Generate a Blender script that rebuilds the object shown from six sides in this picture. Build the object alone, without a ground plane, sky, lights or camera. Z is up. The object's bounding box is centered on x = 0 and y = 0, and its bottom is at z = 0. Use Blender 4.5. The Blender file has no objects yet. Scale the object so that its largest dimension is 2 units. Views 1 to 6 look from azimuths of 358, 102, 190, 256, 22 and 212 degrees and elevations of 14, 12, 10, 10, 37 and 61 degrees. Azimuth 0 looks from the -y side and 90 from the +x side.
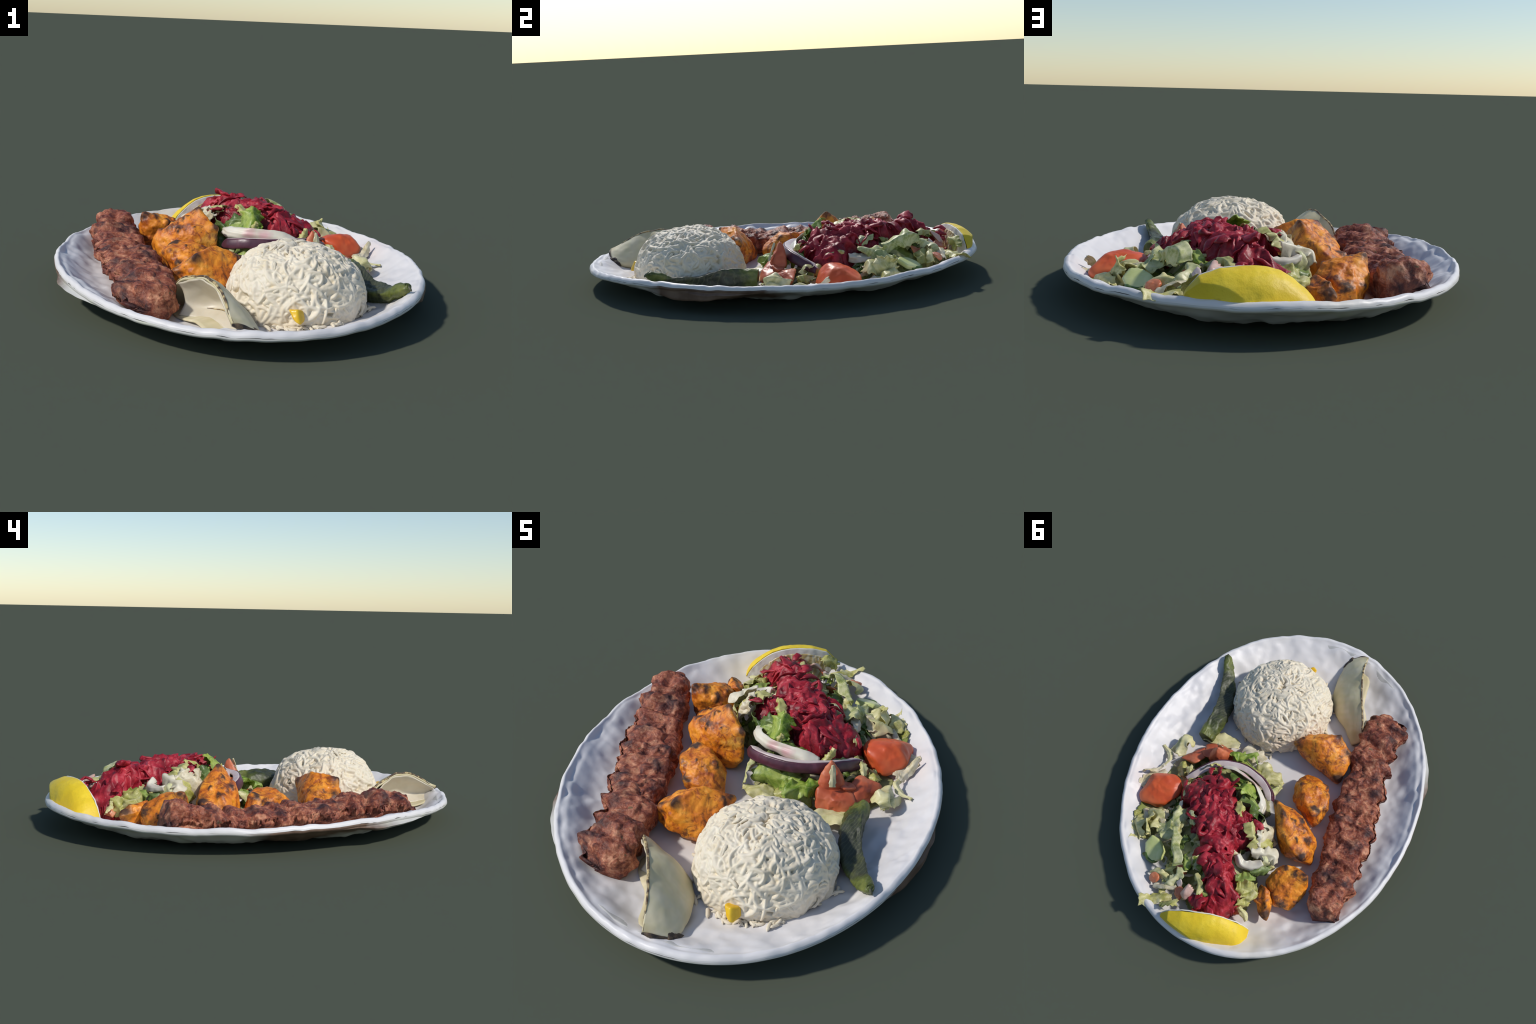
"""A platter of grilled food: oval plate, minced-meat kebab, chicken chunks, rice dome,
grilled onion and pepper, lemon, tomato and a salad heap topped with shredded beetroot."""
import bpy, bmesh, math
import numpy as np

RS = np.random.RandomState

# ------------------------------------------------------------------ noise
def _hash(ix, iy, iz, seed):
    n = (ix * 374761393 + iy * 668265263 + iz * 2147483647 * 3 + seed * 974711) & 0xFFFFFFFF
    n = ((n ^ (n >> 13)) * 1274126177) & 0xFFFFFFFF
    n = (n ^ (n >> 16)) & 0xFFFFFFFF
    n = (n * 2246822519) & 0xFFFFFFFF
    n = n ^ (n >> 15)
    return (n & 0xFFFFFF) / float(0xFFFFFF) * 2 - 1

def noise(P, scale, seed=0):
    """smooth value noise in [-1, 1]; scale = feature size in metres"""
    q = np.asarray(P, float) / scale + 100.37
    i = np.floor(q).astype(np.int64)
    f = q - i
    f = f * f * f * (f * (f * 6 - 15) + 10)
    out = 0
    for dx in (0, 1):
        wx = f[:, 0] if dx else 1 - f[:, 0]
        for dy in (0, 1):
            wy = f[:, 1] if dy else 1 - f[:, 1]
            for dz in (0, 1):
                wz = f[:, 2] if dz else 1 - f[:, 2]
                out = out + wx * wy * wz * _hash(i[:, 0] + dx, i[:, 1] + dy, i[:, 2] + dz, seed)
    return out

def fbm(P, scale, octaves=3, seed=0, gain=.5):
    a, s, o, n = 1., scale, 0, 0
    for k in range(octaves):
        o = o + a * noise(P, s, seed + 17 * k)
        n += a
        a *= gain
        s *= .5
    return o / n * 1.5

def ridged(P, scale, octaves=2, seed=0):
    a, s, o, n = 1., scale, 0, 0
    for k in range(octaves):
        o = o + a * (1 - 2 * np.abs(noise(P, s, seed + 31 * k)))
        n += a
        a *= .5
        s *= .5
    return o / n

def smooth(a, b, x):
    t = np.clip((x - a) / (b - a), 0, 1)
    return t * t * (3 - 2 * t)

def unit(v):
    v = np.asarray(v, float)
    return v / (np.linalg.norm(v, axis=-1, keepdims=True) + 1e-12)

def curve(pts, n):
    """Catmull-Rom through the control points, n samples (any dimension)"""
    p = np.asarray(pts, float)
    if len(p) == 2:
        t = np.linspace(0, 1, n)[:, None]
        return p[0] * (1 - t) + p[1] * t
    p = np.vstack([2 * p[0] - p[1], p, 2 * p[-1] - p[-2]])
    m = len(p) - 3
    u = np.linspace(0, m - 1e-9, n)
    k = u.astype(int)
    t = (u - k)[:, None]
    a, b, c, d = p[k], p[k + 1], p[k + 2], p[k + 3]
    return .5 * (2 * b + (c - a) * t + (2 * a - 5 * b + 4 * c - d) * t ** 2 + (3 * b - a - 3 * c + d) * t ** 3)

# ------------------------------------------------------------------ objects
def grid_faces(nu, nv, wrap_u=False, wrap_v=False):
    F = []
    for i in range(nu if wrap_u else nu - 1):
        for j in range(nv if wrap_v else nv - 1):
            a, b = i, (i + 1) % nu
            c, d = j, (j + 1) % nv
            F.append((a * nv + c, b * nv + c, b * nv + d, a * nv + d))
    return F

def mesh_of(name, V, F, mat):
    me = bpy.data.meshes.new(name)
    me.from_pydata(np.asarray(V).tolist(), [], F)
    bm = bmesh.new()
    bm.from_mesh(me)
    bmesh.ops.recalc_face_normals(bm, faces=bm.faces)
    bm.to_mesh(me)
    bm.free()
    me.materials.append(mat)
    me.polygons.foreach_set("use_smooth", [True] * len(me.polygons))
    me.update()
    return me

def link(name, data, parent=None):
    ob = bpy.data.objects.new(name, data)
    bpy.context.scene.collection.objects.link(ob)
    if parent:
        ob.parent = parent
    return ob

class Thing:
    """one top-level object: either an empty at its base, or a mesh"""
    def __init__(s, name, base, label, category, V=None, F=None, mat=None):
        s.base = np.asarray(base, float)
        s.ob = link(name, mesh_of(name, np.asarray(V) - s.base, F, mat) if V is not None else None)
        s.ob.location = s.base
        s.ob["label"] = label
        s.ob["category"] = category
    def part(s, name, V, F, mat, kind=None, parent=None):
        ob = link(name, mesh_of(name, np.asarray(V) - s.base, F, mat), parent or s.ob)
        if kind:
            ob["kind"] = kind
        return ob

def merge(parts):
    V, F, n = [], [], 0
    for v, f in parts:
        V.append(v)
        F += [tuple(i + n for i in q) for q in f]
        n += len(v)
    return np.vstack(V), F

_ico = {}
def ico(level):
    if level not in _ico:
        bm = bmesh.new()
        bmesh.ops.create_icosphere(bm, subdivisions=level, radius=1)
        _ico[level] = (np.array([v.co[:] for v in bm.verts]), [tuple(v.index for v in f.verts) for f in bm.faces])
        bm.free()
    return _ico[level]

def chunk(points, level=6, p=9, grow=1.05, bumps=(), center=None):
    """rounded lump filling the convex hull of the given corner points"""
    pts = np.asarray(points, float)
    bm = bmesh.new()
    for q in pts:
        bm.verts.new(q)
    bmesh.ops.convex_hull(bm, input=bm.verts)
    c = pts.mean(0) if center is None else np.asarray(center, float)
    planes = []
    for f in bm.faces:
        if f.calc_area() < 1e-6:
            continue
        n = np.array(f.normal[:])
        h = n @ (np.array(f.verts[0].co[:]) - c)
        if h < 0:
            n, h = -n, -h
        for m, k in planes:
            if m @ n > .985:
                break
        else:
            planes.append((n, max(h, .01)))
    bm.free()
    D, F = ico(level)
    s = 0
    for n, h in planes:
        s = s + np.maximum(D @ n / h, 0) ** p
    r = grow * np.maximum(s, 1e-9) ** (-1 / p)
    r = np.minimum(r, np.linalg.norm(pts - c, axis=1).max() * 1.02)
    V = c + D * r[:, None]
    off = 0
    for kind, sc, amp, seed in bumps:
        fn = ridged if kind == 'r' else fbm
        off = off + amp * fn(V, sc, 3, seed)
    if len(bumps):
        V = V + D * np.asarray(off)[:, None]
    return V, F

def sheet(P, N, thick):
    """closed slab from a grid of points P[nu, nv, 3] with normals N; thick may vary"""
    nu, nv = P.shape[:2]
    t = np.broadcast_to(np.asarray(thick, float), (nu, nv))[..., None] * .5
    V = np.vstack([(P + N * t).reshape(-1, 3), (P - N * t).reshape(-1, 3)])
    o = nu * nv
    F = grid_faces(nu, nv)
    F = F + [tuple(o + i for i in q[::-1]) for q in F]
    for i in range(nu - 1):
        for j in (0, nv - 1):
            a, b = i * nv + j, (i + 1) * nv + j
            F.append((a, b, o + b, o + a) if j else (b, a, o + a, o + b))
    for j in range(nv - 1):
        for i in (0, nu - 1):
            a, b = i * nv + j, i * nv + j + 1
            F.append((b, a, o + a, o + b) if i else (a, b, o + b, o + a))
    return V, F

def grid_normals(P):
    du = np.gradient(P, axis=0)
    dv = np.gradient(P, axis=1)
    return unit(np.cross(du, dv))

def leaf(spine, width, up=(0, 0, 1), curl=.2, ruffle=.012, thick=.005, seed=0, taper=(.6, .5), nu=34, nv=17, twist=0., torn=.12):
    """torn, crumpled leaf strip along a spine; `up` says where its face looks"""
    S = curve(spine, nu)
    T = unit(np.gradient(S, axis=0))
    up = unit(np.asarray(up, float))
    side = unit(np.cross(T, up))
    nrm = unit(np.cross(side, T))
    u = np.linspace(0, 1, nu)
    v = np.linspace(-1, 1, nv)
    a = twist * (u - .5)
    side, nrm = (side * np.cos(a)[:, None] + nrm * np.sin(a)[:, None],
                 nrm * np.cos(a)[:, None] - side * np.sin(a)[:, None])
    w = width * .5 * (taper[0] + (1 - taper[0]) * smooth(0, .3, u)) * (taper[1] + (1 - taper[1]) * smooth(0, .35, 1 - u))
    rs = RS(seed + 5)
    ph = rs.rand(4) * 6.28
    e0 = 1 + torn * np.interp(u, np.linspace(0, 1, 12), rs.randn(12))
    e1 = 1 + torn * np.interp(u, np.linspace(0, 1, 12), rs.randn(12))
    W = w[:, None] * np.where(v[None] < 0, e0[:, None], e1[:, None])
    X = W * v[None]
    # a fold or two along the leaf, waves that grow towards the edges
    vk = np.abs(v[None] - .25 * np.sin(ph[2] + 3 * u[:, None]))
    Z = curl * width * .5 * (1 - 1.25 * vk) * np.ones((nu, 1))
    Z = Z + ruffle * np.sin(u[:, None] * (6 + 4 * rs.rand()) + ph[0] + 1.6 * v[None]) * (.3 + np.abs(v[None]))
    tri = np.abs(((u[:, None] * (3 + 2 * rs.rand()) + ph[3]) % 1) * 2 - 1)
    Z = Z + ruffle * 1.1 * (tri - .5) * v[None] ** 2 * np.sign(v[None] + .01)
    P = S[:, None] + side[:, None] * X[..., None] + nrm[:, None] * Z[..., None]
    flat = P.reshape(-1, 3)
    jig = np.stack([fbm(flat, .06, 2, seed + k) for k in (1, 2, 3)], 1) * ruffle * .55
    end = (1 - 2 * np.abs(u - .5)) < .16
    ends = np.interp(v, np.linspace(-1, 1, 7), rs.randn(7)) * torn * width * .35
    P = (flat + jig).reshape(nu, nv, 3)
    P += T[:, None] * (np.clip(1 - (1 - 2 * np.abs(u - .5)) / .2, 0, 1)[:, None] * ends[None])[..., None]
    N = grid_normals(P)
    rib = 1 + .9 * np.exp(-(v[None] / .18) ** 2) * (1 - .6 * u[:, None])
    edge = np.clip((1 - np.abs(v[None])) / .3, .25, 1)
    return sheet(P, N, thick * rib * edge)

def tube(spine, rw, rh, up=(0, 0, 1), ns=8, nu=20, power=2.4, wob=.15, seed=0, tips=.35):
    """solid strip with an oval section (rw across, rh along `up`), tapering at both ends"""
    S = curve(spine, nu)
    T = unit(np.gradient(S, axis=0))
    side = unit(np.cross(T, unit(np.asarray(up, float))))
    nrm = unit(np.cross(side, T))
    u = np.linspace(0, 1, nu)
    tp = tips + (1 - tips) * np.minimum(smooth(0, .22, u), smooth(0, .22, 1 - u))
    rs = RS(seed + 11)
    tw = np.interp(u, np.linspace(0, 1, 5), rs.randn(5)) * .35
    side, nrm = (side * np.cos(tw)[:, None] + nrm * np.sin(tw)[:, None],
                 nrm * np.cos(tw)[:, None] - side * np.sin(tw)[:, None])
    f = np.linspace(0, 2 * np.pi, ns, endpoint=False)
    c, s = np.cos(f), np.sin(f)
    c, s = np.sign(c) * np.abs(c) ** (2 / power), np.sign(s) * np.abs(s) ** (2 / power)
    P = S[:, None] + tp[:, None, None] * (side[:, None] * (c * rw)[None, :, None] + nrm[:, None] * (s * rh)[None, :, None])
    V = P.reshape(-1, 3)
    r = min(rw, rh)
    V = V + np.stack([noise(V, .03, seed + k) for k in range(3)], 1) * wob * (rw + rh) * .5
    F = grid_faces(nu, ns, wrap_v=True)
    n = len(V)
    V = np.vstack([V, P[0].mean(0) - T[0] * r * .3, P[-1].mean(0) + T[-1] * r * .3])
    F += [(n, (j + 1) % ns, j) for j in range(ns)]
    F += [(n + 1, (nu - 1) * ns + j, (nu - 1) * ns + (j + 1) % ns) for j in range(ns)]
    return V, F

def inside(poly, X, Y):
    """signed distance to a polygon, positive inside"""
    poly = np.asarray(poly, float)
    d = np.full(X.shape, 9.)
    ins = np.zeros(X.shape, bool)
    for (x0, y0), (x1, y1) in zip(poly, np.roll(poly, -1, 0)):
        ex, ey = x1 - x0, y1 - y0
        t = np.clip(((X - x0) * ex + (Y - y0) * ey) / (ex * ex + ey * ey + 1e-12), 0, 1)
        d = np.minimum(d, np.hypot(X - x0 - t * ex, Y - y0 - t * ey))
        c = ((y0 > Y) != (y1 > Y)) & (X < (x1 - x0) * (Y - y0) / (y1 - y0 + 1e-12) + x0)
        ins ^= c
    return np.where(ins, d, -d)

def heights(ctrl, X, Y, s=.09):
    """smooth surface through control heights (normalised Gaussian weights)"""
    num = den = 0
    for x, y, z in ctrl:
        w = np.exp(-((X - x) ** 2 + (Y - y) ** 2) / (2 * s * s)) + 1e-9
        num = num + w * z
        den = den + w
    return num / den

# ------------------------------------------------------------------ materials
class Mat:
    def __init__(s, name, rough=.6, spec=.5, coat=0., sss=0., sss_r=(.02, .01, .005)):
        s.m = bpy.data.materials.new(name)
        s.m.use_nodes = True
        s.t = s.m.node_tree
        s.b = s.t.nodes["Principled BSDF"]
        s.b.inputs["Roughness"].default_value = rough
        s.b.inputs["Specular IOR Level"].default_value = spec
        s.b.inputs["Coat Weight"].default_value = coat
        s.b.inputs["Coat Roughness"].default_value = .25
        if sss:
            s.b.inputs["Subsurface Weight"].default_value = sss
            s.b.inputs["Subsurface Radius"].default_value = (1, .6, .4)
            s.b.inputs["Subsurface Scale"].default_value = .01
        s.co = s.t.nodes.new("ShaderNodeTexCoord").outputs["Object"]
    def n(s, kind, **kw):
        x = s.t.nodes.new("ShaderNode" + kind)
        for k, v in kw.items():
            setattr(x, k, v)
        return x
    def wire(s, a, b):
        s.t.links.new(a, b)
    def put(s, sock, v):
        if isinstance(v, bpy.types.NodeSocket):
            s.wire(v, sock)
        elif isinstance(v, (tuple, list)) and len(v) == 3 and sock.type == 'RGBA':
            sock.default_value = (*v, 1)
        else:
            sock.default_value = v
    def map(s, scale=(1, 1, 1), loc=(0, 0, 0), rot=(0, 0, 0)):
        x = s.n("Mapping")
        s.wire(s.co, x.inputs["Vector"])
        x.inputs["Scale"].default_value = scale
        x.inputs["Location"].default_value = loc
        x.inputs["Rotation"].default_value = rot
        return x.outputs[0]
    def noise(s, scale, detail=4, rough=.55, dist=0., vec=None, off=0.):
        x = s.n("TexNoise")
        s.wire(vec or s.map(loc=(off, off * .7, off * 1.3)), x.inputs["Vector"])
        x.inputs["Scale"].default_value = scale
        x.inputs["Detail"].default_value = detail
        x.inputs["Roughness"].default_value = rough
        x.inputs["Distortion"].default_value = dist
        return x.outputs["Fac"]
    def voro(s, scale, feature='F1', out="Distance", rand=1., vec=None):
        x = s.n("TexVoronoi", feature=feature)
        s.wire(vec or s.co, x.inputs["Vector"])
        x.inputs["Scale"].default_value = scale
        x.inputs["Randomness"].default_value = rand
        return x.outputs[out]
    def wave(s, scale, dist=2., detail=2., vec=None, kind='BANDS', direction='X'):
        x = s.n("TexWave", wave_type=kind)
        if kind == 'BANDS':
            x.bands_direction = direction
        s.wire(vec or s.co, x.inputs["Vector"])
        x.inputs["Scale"].default_value = scale
        x.inputs["Distortion"].default_value = dist
        x.inputs["Detail"].default_value = detail
        return x.outputs["Fac"]
    def ramp(s, fac, *stops, interp='LINEAR'):
        x = s.n("ValToRGB")
        x.color_ramp.interpolation = interp
        e = x.color_ramp.elements
        while len(e) < len(stops):
            e.new(.5)
        for k, (pos, col) in zip(e, stops):
            k.position = pos
            k.color = (*col, 1) if isinstance(col, (tuple, list)) else (col, col, col, 1)
        s.wire(fac, x.inputs["Fac"])
        return x.outputs["Color"]
    def mix(s, fac, a, b, blend='MIX'):
        x = s.n("Mix", data_type='RGBA', blend_type=blend)
        s.put(x.inputs[0], fac)
        s.put(x.inputs[6], a)
        s.put(x.inputs[7], b)
        return x.outputs[2]
    def math(s, op, a, b=0., clamp=False):
        x = s.n("Math", operation=op, use_clamp=clamp)
        s.put(x.inputs[0], a)
        s.put(x.inputs[1], b)
        return x.outputs[0]
    def axis(s, k, vec=None):
        x = s.n("SeparateXYZ")
        s.wire(vec or s.co, x.inputs[0])
        return x.outputs[k]
    def spots(s, centres, soft=.5, wob=.02):
        """union of soft balls ((x, y, z), r) in the thing's own frame, with a ragged edge"""
        w = s.n("VectorMath", operation='MULTIPLY_ADD')
        nz = s.n("TexNoise")
        s.wire(s.co, nz.inputs["Vector"])
        nz.inputs["Scale"].default_value = 22
        nz.inputs["Detail"].default_value = 4
        s.wire(nz.outputs["Color"], w.inputs[0])
        w.inputs[1].default_value = (wob * 2,) * 3
        ad = s.n("VectorMath", operation='ADD')
        s.wire(s.co, ad.inputs[0])
        ad.inputs[1].default_value = (-wob,) * 3
        s.wire(ad.outputs[0], w.inputs[2])
        tot = None
        for c, r in centres:
            d = s.n("VectorMath", operation='DISTANCE')
            s.wire(w.outputs[0], d.inputs[0])
            d.inputs[1].default_value = tuple(c)
            mr = s.n("MapRange")
            s.wire(d.outputs["Value"], mr.inputs[0])
            mr.inputs[1].default_value = r
            mr.inputs[2].default_value = r * soft
            tot = mr.outputs[0] if tot is None else s.math('MAXIMUM', tot, mr.outputs[0])
        return tot
    def rand(s):
        return s.n("ObjectInfo").outputs["Random"]
    def bump(s, h, strength=.3, dist=.01):
        x = s.n("Bump")
        x.inputs["Strength"].default_value = strength
        x.inputs["Distance"].default_value = dist
        s.wire(h, x.inputs["Height"])
        s.wire(x.outputs[0], s.b.inputs["Normal"])
    def done(s, col, rough=None):
        s.put(s.b.inputs["Base Color"], col)
        if rough is not None:
            s.put(s.b.inputs["Roughness"], rough)
        return s.m

def translucent(m, col_socket_from, weight=.25):
    """thin leaves let some light through"""
    t = m.t
    out = t.nodes["Material Output"]
    tr = t.nodes.new("ShaderNodeBsdfTranslucent")
    mx = t.nodes.new("ShaderNodeMixShader")
    mx.inputs[0].default_value = weight
    t.links.new(col_socket_from, tr.inputs["Color"])
    t.links.new(m.b.outputs[0], mx.inputs[1])
    t.links.new(tr.outputs[0], mx.inputs[2])
    t.links.new(mx.outputs[0], out.inputs["Surface"])

def mat_plate():
    m = Mat("glazed_ceramic", .42, .35)
    c = m.ramp(m.noise(3.5, 5), (.35, (.73, .70, .68)), (.7, (.81, .775, .755)))  # white tinted warm to offset the blue cast of sky light
    sp = m.ramp(m.noise(26, 3, off=3), (.74, 0.), (.80, 1.))
    c = m.mix(m.math('MULTIPLY', sp, .35), c, (.62, .52, .40))
    pink = m.spots([((.62, .34, .08), .14), ((-.2, .78, .08), .1)], .2, .03)
    c = m.mix(m.math('MULTIPLY', pink, .35), c, (.80, .62, .55))
    yel = m.spots([((-.38, .80, .08), .17)], .2, .03)
    c = m.mix(m.math('MULTIPLY', yel, .45), c, (.80, .68, .42))
    m.bump(m.noise(40, 3), .12, .004)
    return m.done(c)

def mat_under():
    m = Mat("plate_underside", .6, .3)
    w = m.ramp(m.noise(5, 4), (.3, (.50, .49, .46)), (.7, (.62, .60, .56)))
    w = m.mix(m.ramp(m.noise(9, 3, off=2), (.55, 0.), (.7, 1.)), w, (.56, .56, .46))
    x = m.math('ADD', m.math('ABSOLUTE', m.axis(0)), m.math('MULTIPLY', m.math('SUBTRACT', m.noise(4, 3), .5), .25))
    y = m.math('ADD', m.axis(1), m.math('MULTIPLY', m.math('SUBTRACT', m.noise(4, 3, off=7), .5), .3))
    side = m.ramp(x, (.60, 0.), (.66, 1.))
    yy = m.ramp(m.math('ADD', m.math('MULTIPLY', y, .5), .5), (.22, 0.), (.28, 1.), (.54, 1.), (.60, 0.))
    br = m.ramp(m.noise(12, 4), (.3, (.10, .058, .038)), (.7, (.20, .13, .09)))
    return m.done(m.mix(m.math('MULTIPLY', side, yy), w, br))

def mat_kebab():
    m = Mat("grilled_minced_meat", .55, .3, sss=.04)
    v = m.map(scale=(1, 1, 1), rot=(0, 0, -.29))
    c = m.ramp(m.noise(20, 6, .68, .5), (.35, (.055, .014, .010)), (.455, (.21, .052, .029)), (.545, (.42, .138, .070)), (.66, (.74, .36, .20)))
    big = m.ramp(m.noise(7, 3, off=4), (.4, 0.), (.65, 1.))
    c = m.mix(m.math('MULTIPLY', big, .35), c, (.24, .055, .034), 'MIX')
    gr = m.ramp(m.noise(85, 3, .7, off=1), (.52, 0.), (.72, 1.))
    c = m.mix(m.math('MULTIPLY', gr, .40), c, (.60, .33, .22))
    dk = m.ramp(m.noise(60, 4, .7, off=8), (.53, 0.), (.68, 1.))
    c = m.mix(m.math('MULTIPLY', dk, .6), c, (.075, .03, .028))
    herb = m.ramp(m.noise(30, 2, off=21), (.715, 0.), (.745, 1.))
    c = m.mix(m.math('MULTIPLY', herb, .7), c, (.10, .10, .045))
    B = np.array(KEB_BASE)
    ch = m.spots([(np.array(q) - B, r) for q, r in KEB_CHAR], .25, .06)
    c = m.mix(m.math('MULTIPLY', ch, .82), c, (.035, .022, .024))
    m.bump(m.noise(90, 5, .65), .45, .008)
    return m.done(c, m.ramp(m.noise(50, 3), (.3, .38), (.7, .62)))

def mat_chicken(seed, base, char):
    m = Mat("grilled_chicken", .42, .5, sss=.06)
    o = seed * 3.7
    c = m.ramp(m.noise(13, 5, .6, .6, off=o), (.28, (.42, .090, .008)), (.44, (.74, .215, .012)), (.57, (.90, .32, .022)), (.75, (.96, .49, .08)))
    red = m.ramp(m.noise(20, 6, .7, .9, off=o + 2), (.51, 0.), (.62, 1.))
    c = m.mix(m.math('MULTIPLY', red, .8), c, (.28, .045, .010))
    dots = m.ramp(m.noise(70, 3, .6, off=o + 5), (.64, 0.), (.72, 1.))
    c = m.mix(m.math('MULTIPLY', dots, .6), c, (.22, .045, .012))
    br = m.ramp(m.noise(9, 6, .7, .9, off=o + 9), (.54, 0.), (.64, 1.))
    c = m.mix(m.math('MULTIPLY', br, .85), c, (.10, .026, .014))
    ch = m.spots([(np.array(q) - np.array(base), r) for q, r in char], .35, .05)
    c = m.mix(m.math('MULTIPLY', ch, .93), c, (.030, .016, .014))
    m.bump(m.noise(55, 5, .6, off=o), .35, .006)
    return m.done(c, m.math('MAXIMUM', m.ramp(m.noise(30, 3, off=o), (.3, .40), (.7, .62)), m.math('MULTIPLY', ch, .75)))

def mat_rice(name, tint=0.):
    m = Mat(name, .6, .4, sss=.05)
    c = m.ramp(m.noise(9, 5), (.35, (.74, .635, .46)), (.65, (.81, .72, .56)))  # base tinted warm and dimmed for the soft shade between strands
    w = m.ramp(m.noise(40, 3, off=3), (.4, 0.), (.65, 1.))
    c = m.mix(m.math('MULTIPLY', w, .45), c, (.85, .78, .64))
    y = m.ramp(m.noise(30, 2, off=9), (.62, 0.), (.74, 1.))
    c = m.mix(m.math('MULTIPLY', y, .4), c, (.78, .63, .36))
    o = m.spots([((-.10, .22, .10), .13)], .2, .03)
    c = m.mix(m.math('MULTIPLY', o, .35), c, (.82, .55, .36))
    return m.done(c)

def mat_simple(name, stops, scale=12, rough=.45, bump=.2, bscale=50, sss=0., extra=None, coat=0., dist=.5):
    m = Mat(name, rough, .5, coat=coat, sss=sss)
    c = m.ramp(m.noise(scale, 5, .6, dist), *stops)
    if extra:
        for sc, lo, hi, amt, col, off in extra:
            f = m.ramp(m.noise(sc, 4, .6, .3, off=off), (lo, 0.), (hi, 1.))
            c = m.mix(m.math('MULTIPLY', f, amt), c, col)
    if bump:
        m.bump(m.noise(bscale, 4), bump, .005)
    return m.done(c)

def mat_lettuce(name, dark, mid, light, rib, wt=.2):
    m = Mat(name, .42, .5)
    st = m.wave(13, 7, 3, m.map(rot=(.4, .3, .8)))
    c = m.ramp(m.math('ADD', m.math('MULTIPLY', m.noise(12, 5, .68, .8), .93), m.math('MULTIPLY', st, .07)), (.31, dark), (.45, mid), (.58, light))
    v = m.ramp(m.voro(28, 'DISTANCE_TO_EDGE'), (.0, 1.), (.045, 0.))
    c = m.mix(m.math('MULTIPLY', v, .35), c, rib)
    bl = m.ramp(m.noise(6, 4, .6, .8, off=13), (.50, 0.), (.64, 1.))
    c = m.mix(m.math('MULTIPLY', bl, .55), c, rib)
    r = m.rand()
    c = m.mix(m.math('MULTIPLY', m.math('SUBTRACT', r, .35, True), .5), c, rib)
    m.bump(m.noise(45, 4), .35, .006)
    mm = m.done(c)
    translucent(m, c, wt)
    return mm

# ------------------------------------------------------------------ plate
TILT = 1.760                       # direction of the long axis
def rim_xy(th):
    """the hand-thrown, slightly irregular oval of the rim"""
    a, b = 1.0045, .779
    c, s = np.cos(th), np.sin(th)
    r = ((np.abs(c / a)) ** 1.99 + (np.abs(s / b)) ** 1.99) ** (-1 / 1.99)
    r = r * (1 - .003 * np.cos(3 * th) + .0022 * np.sin(3 * th))
    x, y = r * c, r * s
    return (x * math.cos(TILT) - y * math.sin(TILT), x * math.sin(TILT) + y * math.cos(TILT) + .001)
def rim_z(th):
    X, Y = rim_xy(th)
    return .1195 - .0017 * X + .0086 * Y + .0005 * np.cos(2 * th) + .0014 * np.sin(2 * th) + .0063 * np.cos(3 * th) - .0043 * np.sin(3 * th)

# eating surface: (radius, share of rim height, extra height)
DISH = [(.0, 0, .022), (.2, 0, .022), (.4, 0, .022), (.55, 0, .023), (.65, 0, .026), (.71, .03, .028), (.77, .11, .026),
        (.82, .24, .024), (.87, .42, .020), (.91, .62, .016), (.945, .82, .011), (.966, .96, .005)]
def fuller(x, y, rho):
    """hand-thrown wall: fuller beside the kebab, flatter by the lemon and the rice"""
    a = np.arctan2(y, x)
    def at(c, w):
        return np.exp(-(np.angle(np.exp(1j * (a - c))) / w) ** 2)
    return (.012 * at(-2.55, .55) * smooth(.82, .90, rho) * (1 - smooth(.93, .965, rho))
            - .010 * (at(2.25, .45) + at(-1.6, .35)) * smooth(.68, .78, rho) * (1 - smooth(.84, .93, rho)))
def plate_top(x, y):
    th = np.linspace(-np.pi, np.pi, 361)
    X, Y = rim_xy(th)
    a, r = np.arctan2(Y, X), np.hypot(X, Y)
    o = np.argsort(a)
    rho = np.hypot(x, y) / np.interp(np.arctan2(y, x), a[o], r[o], period=2 * np.pi)
    D = np.array(DISH + [(.972, 1, .007), (1.0, 1, -.004), (1.03, 1, -.06)])
    return np.interp(rho, D[:, 0], D[:, 1]) * .12 + np.interp(rho, D[:, 0], D[:, 2]) + fuller(x, y, rho)

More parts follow.
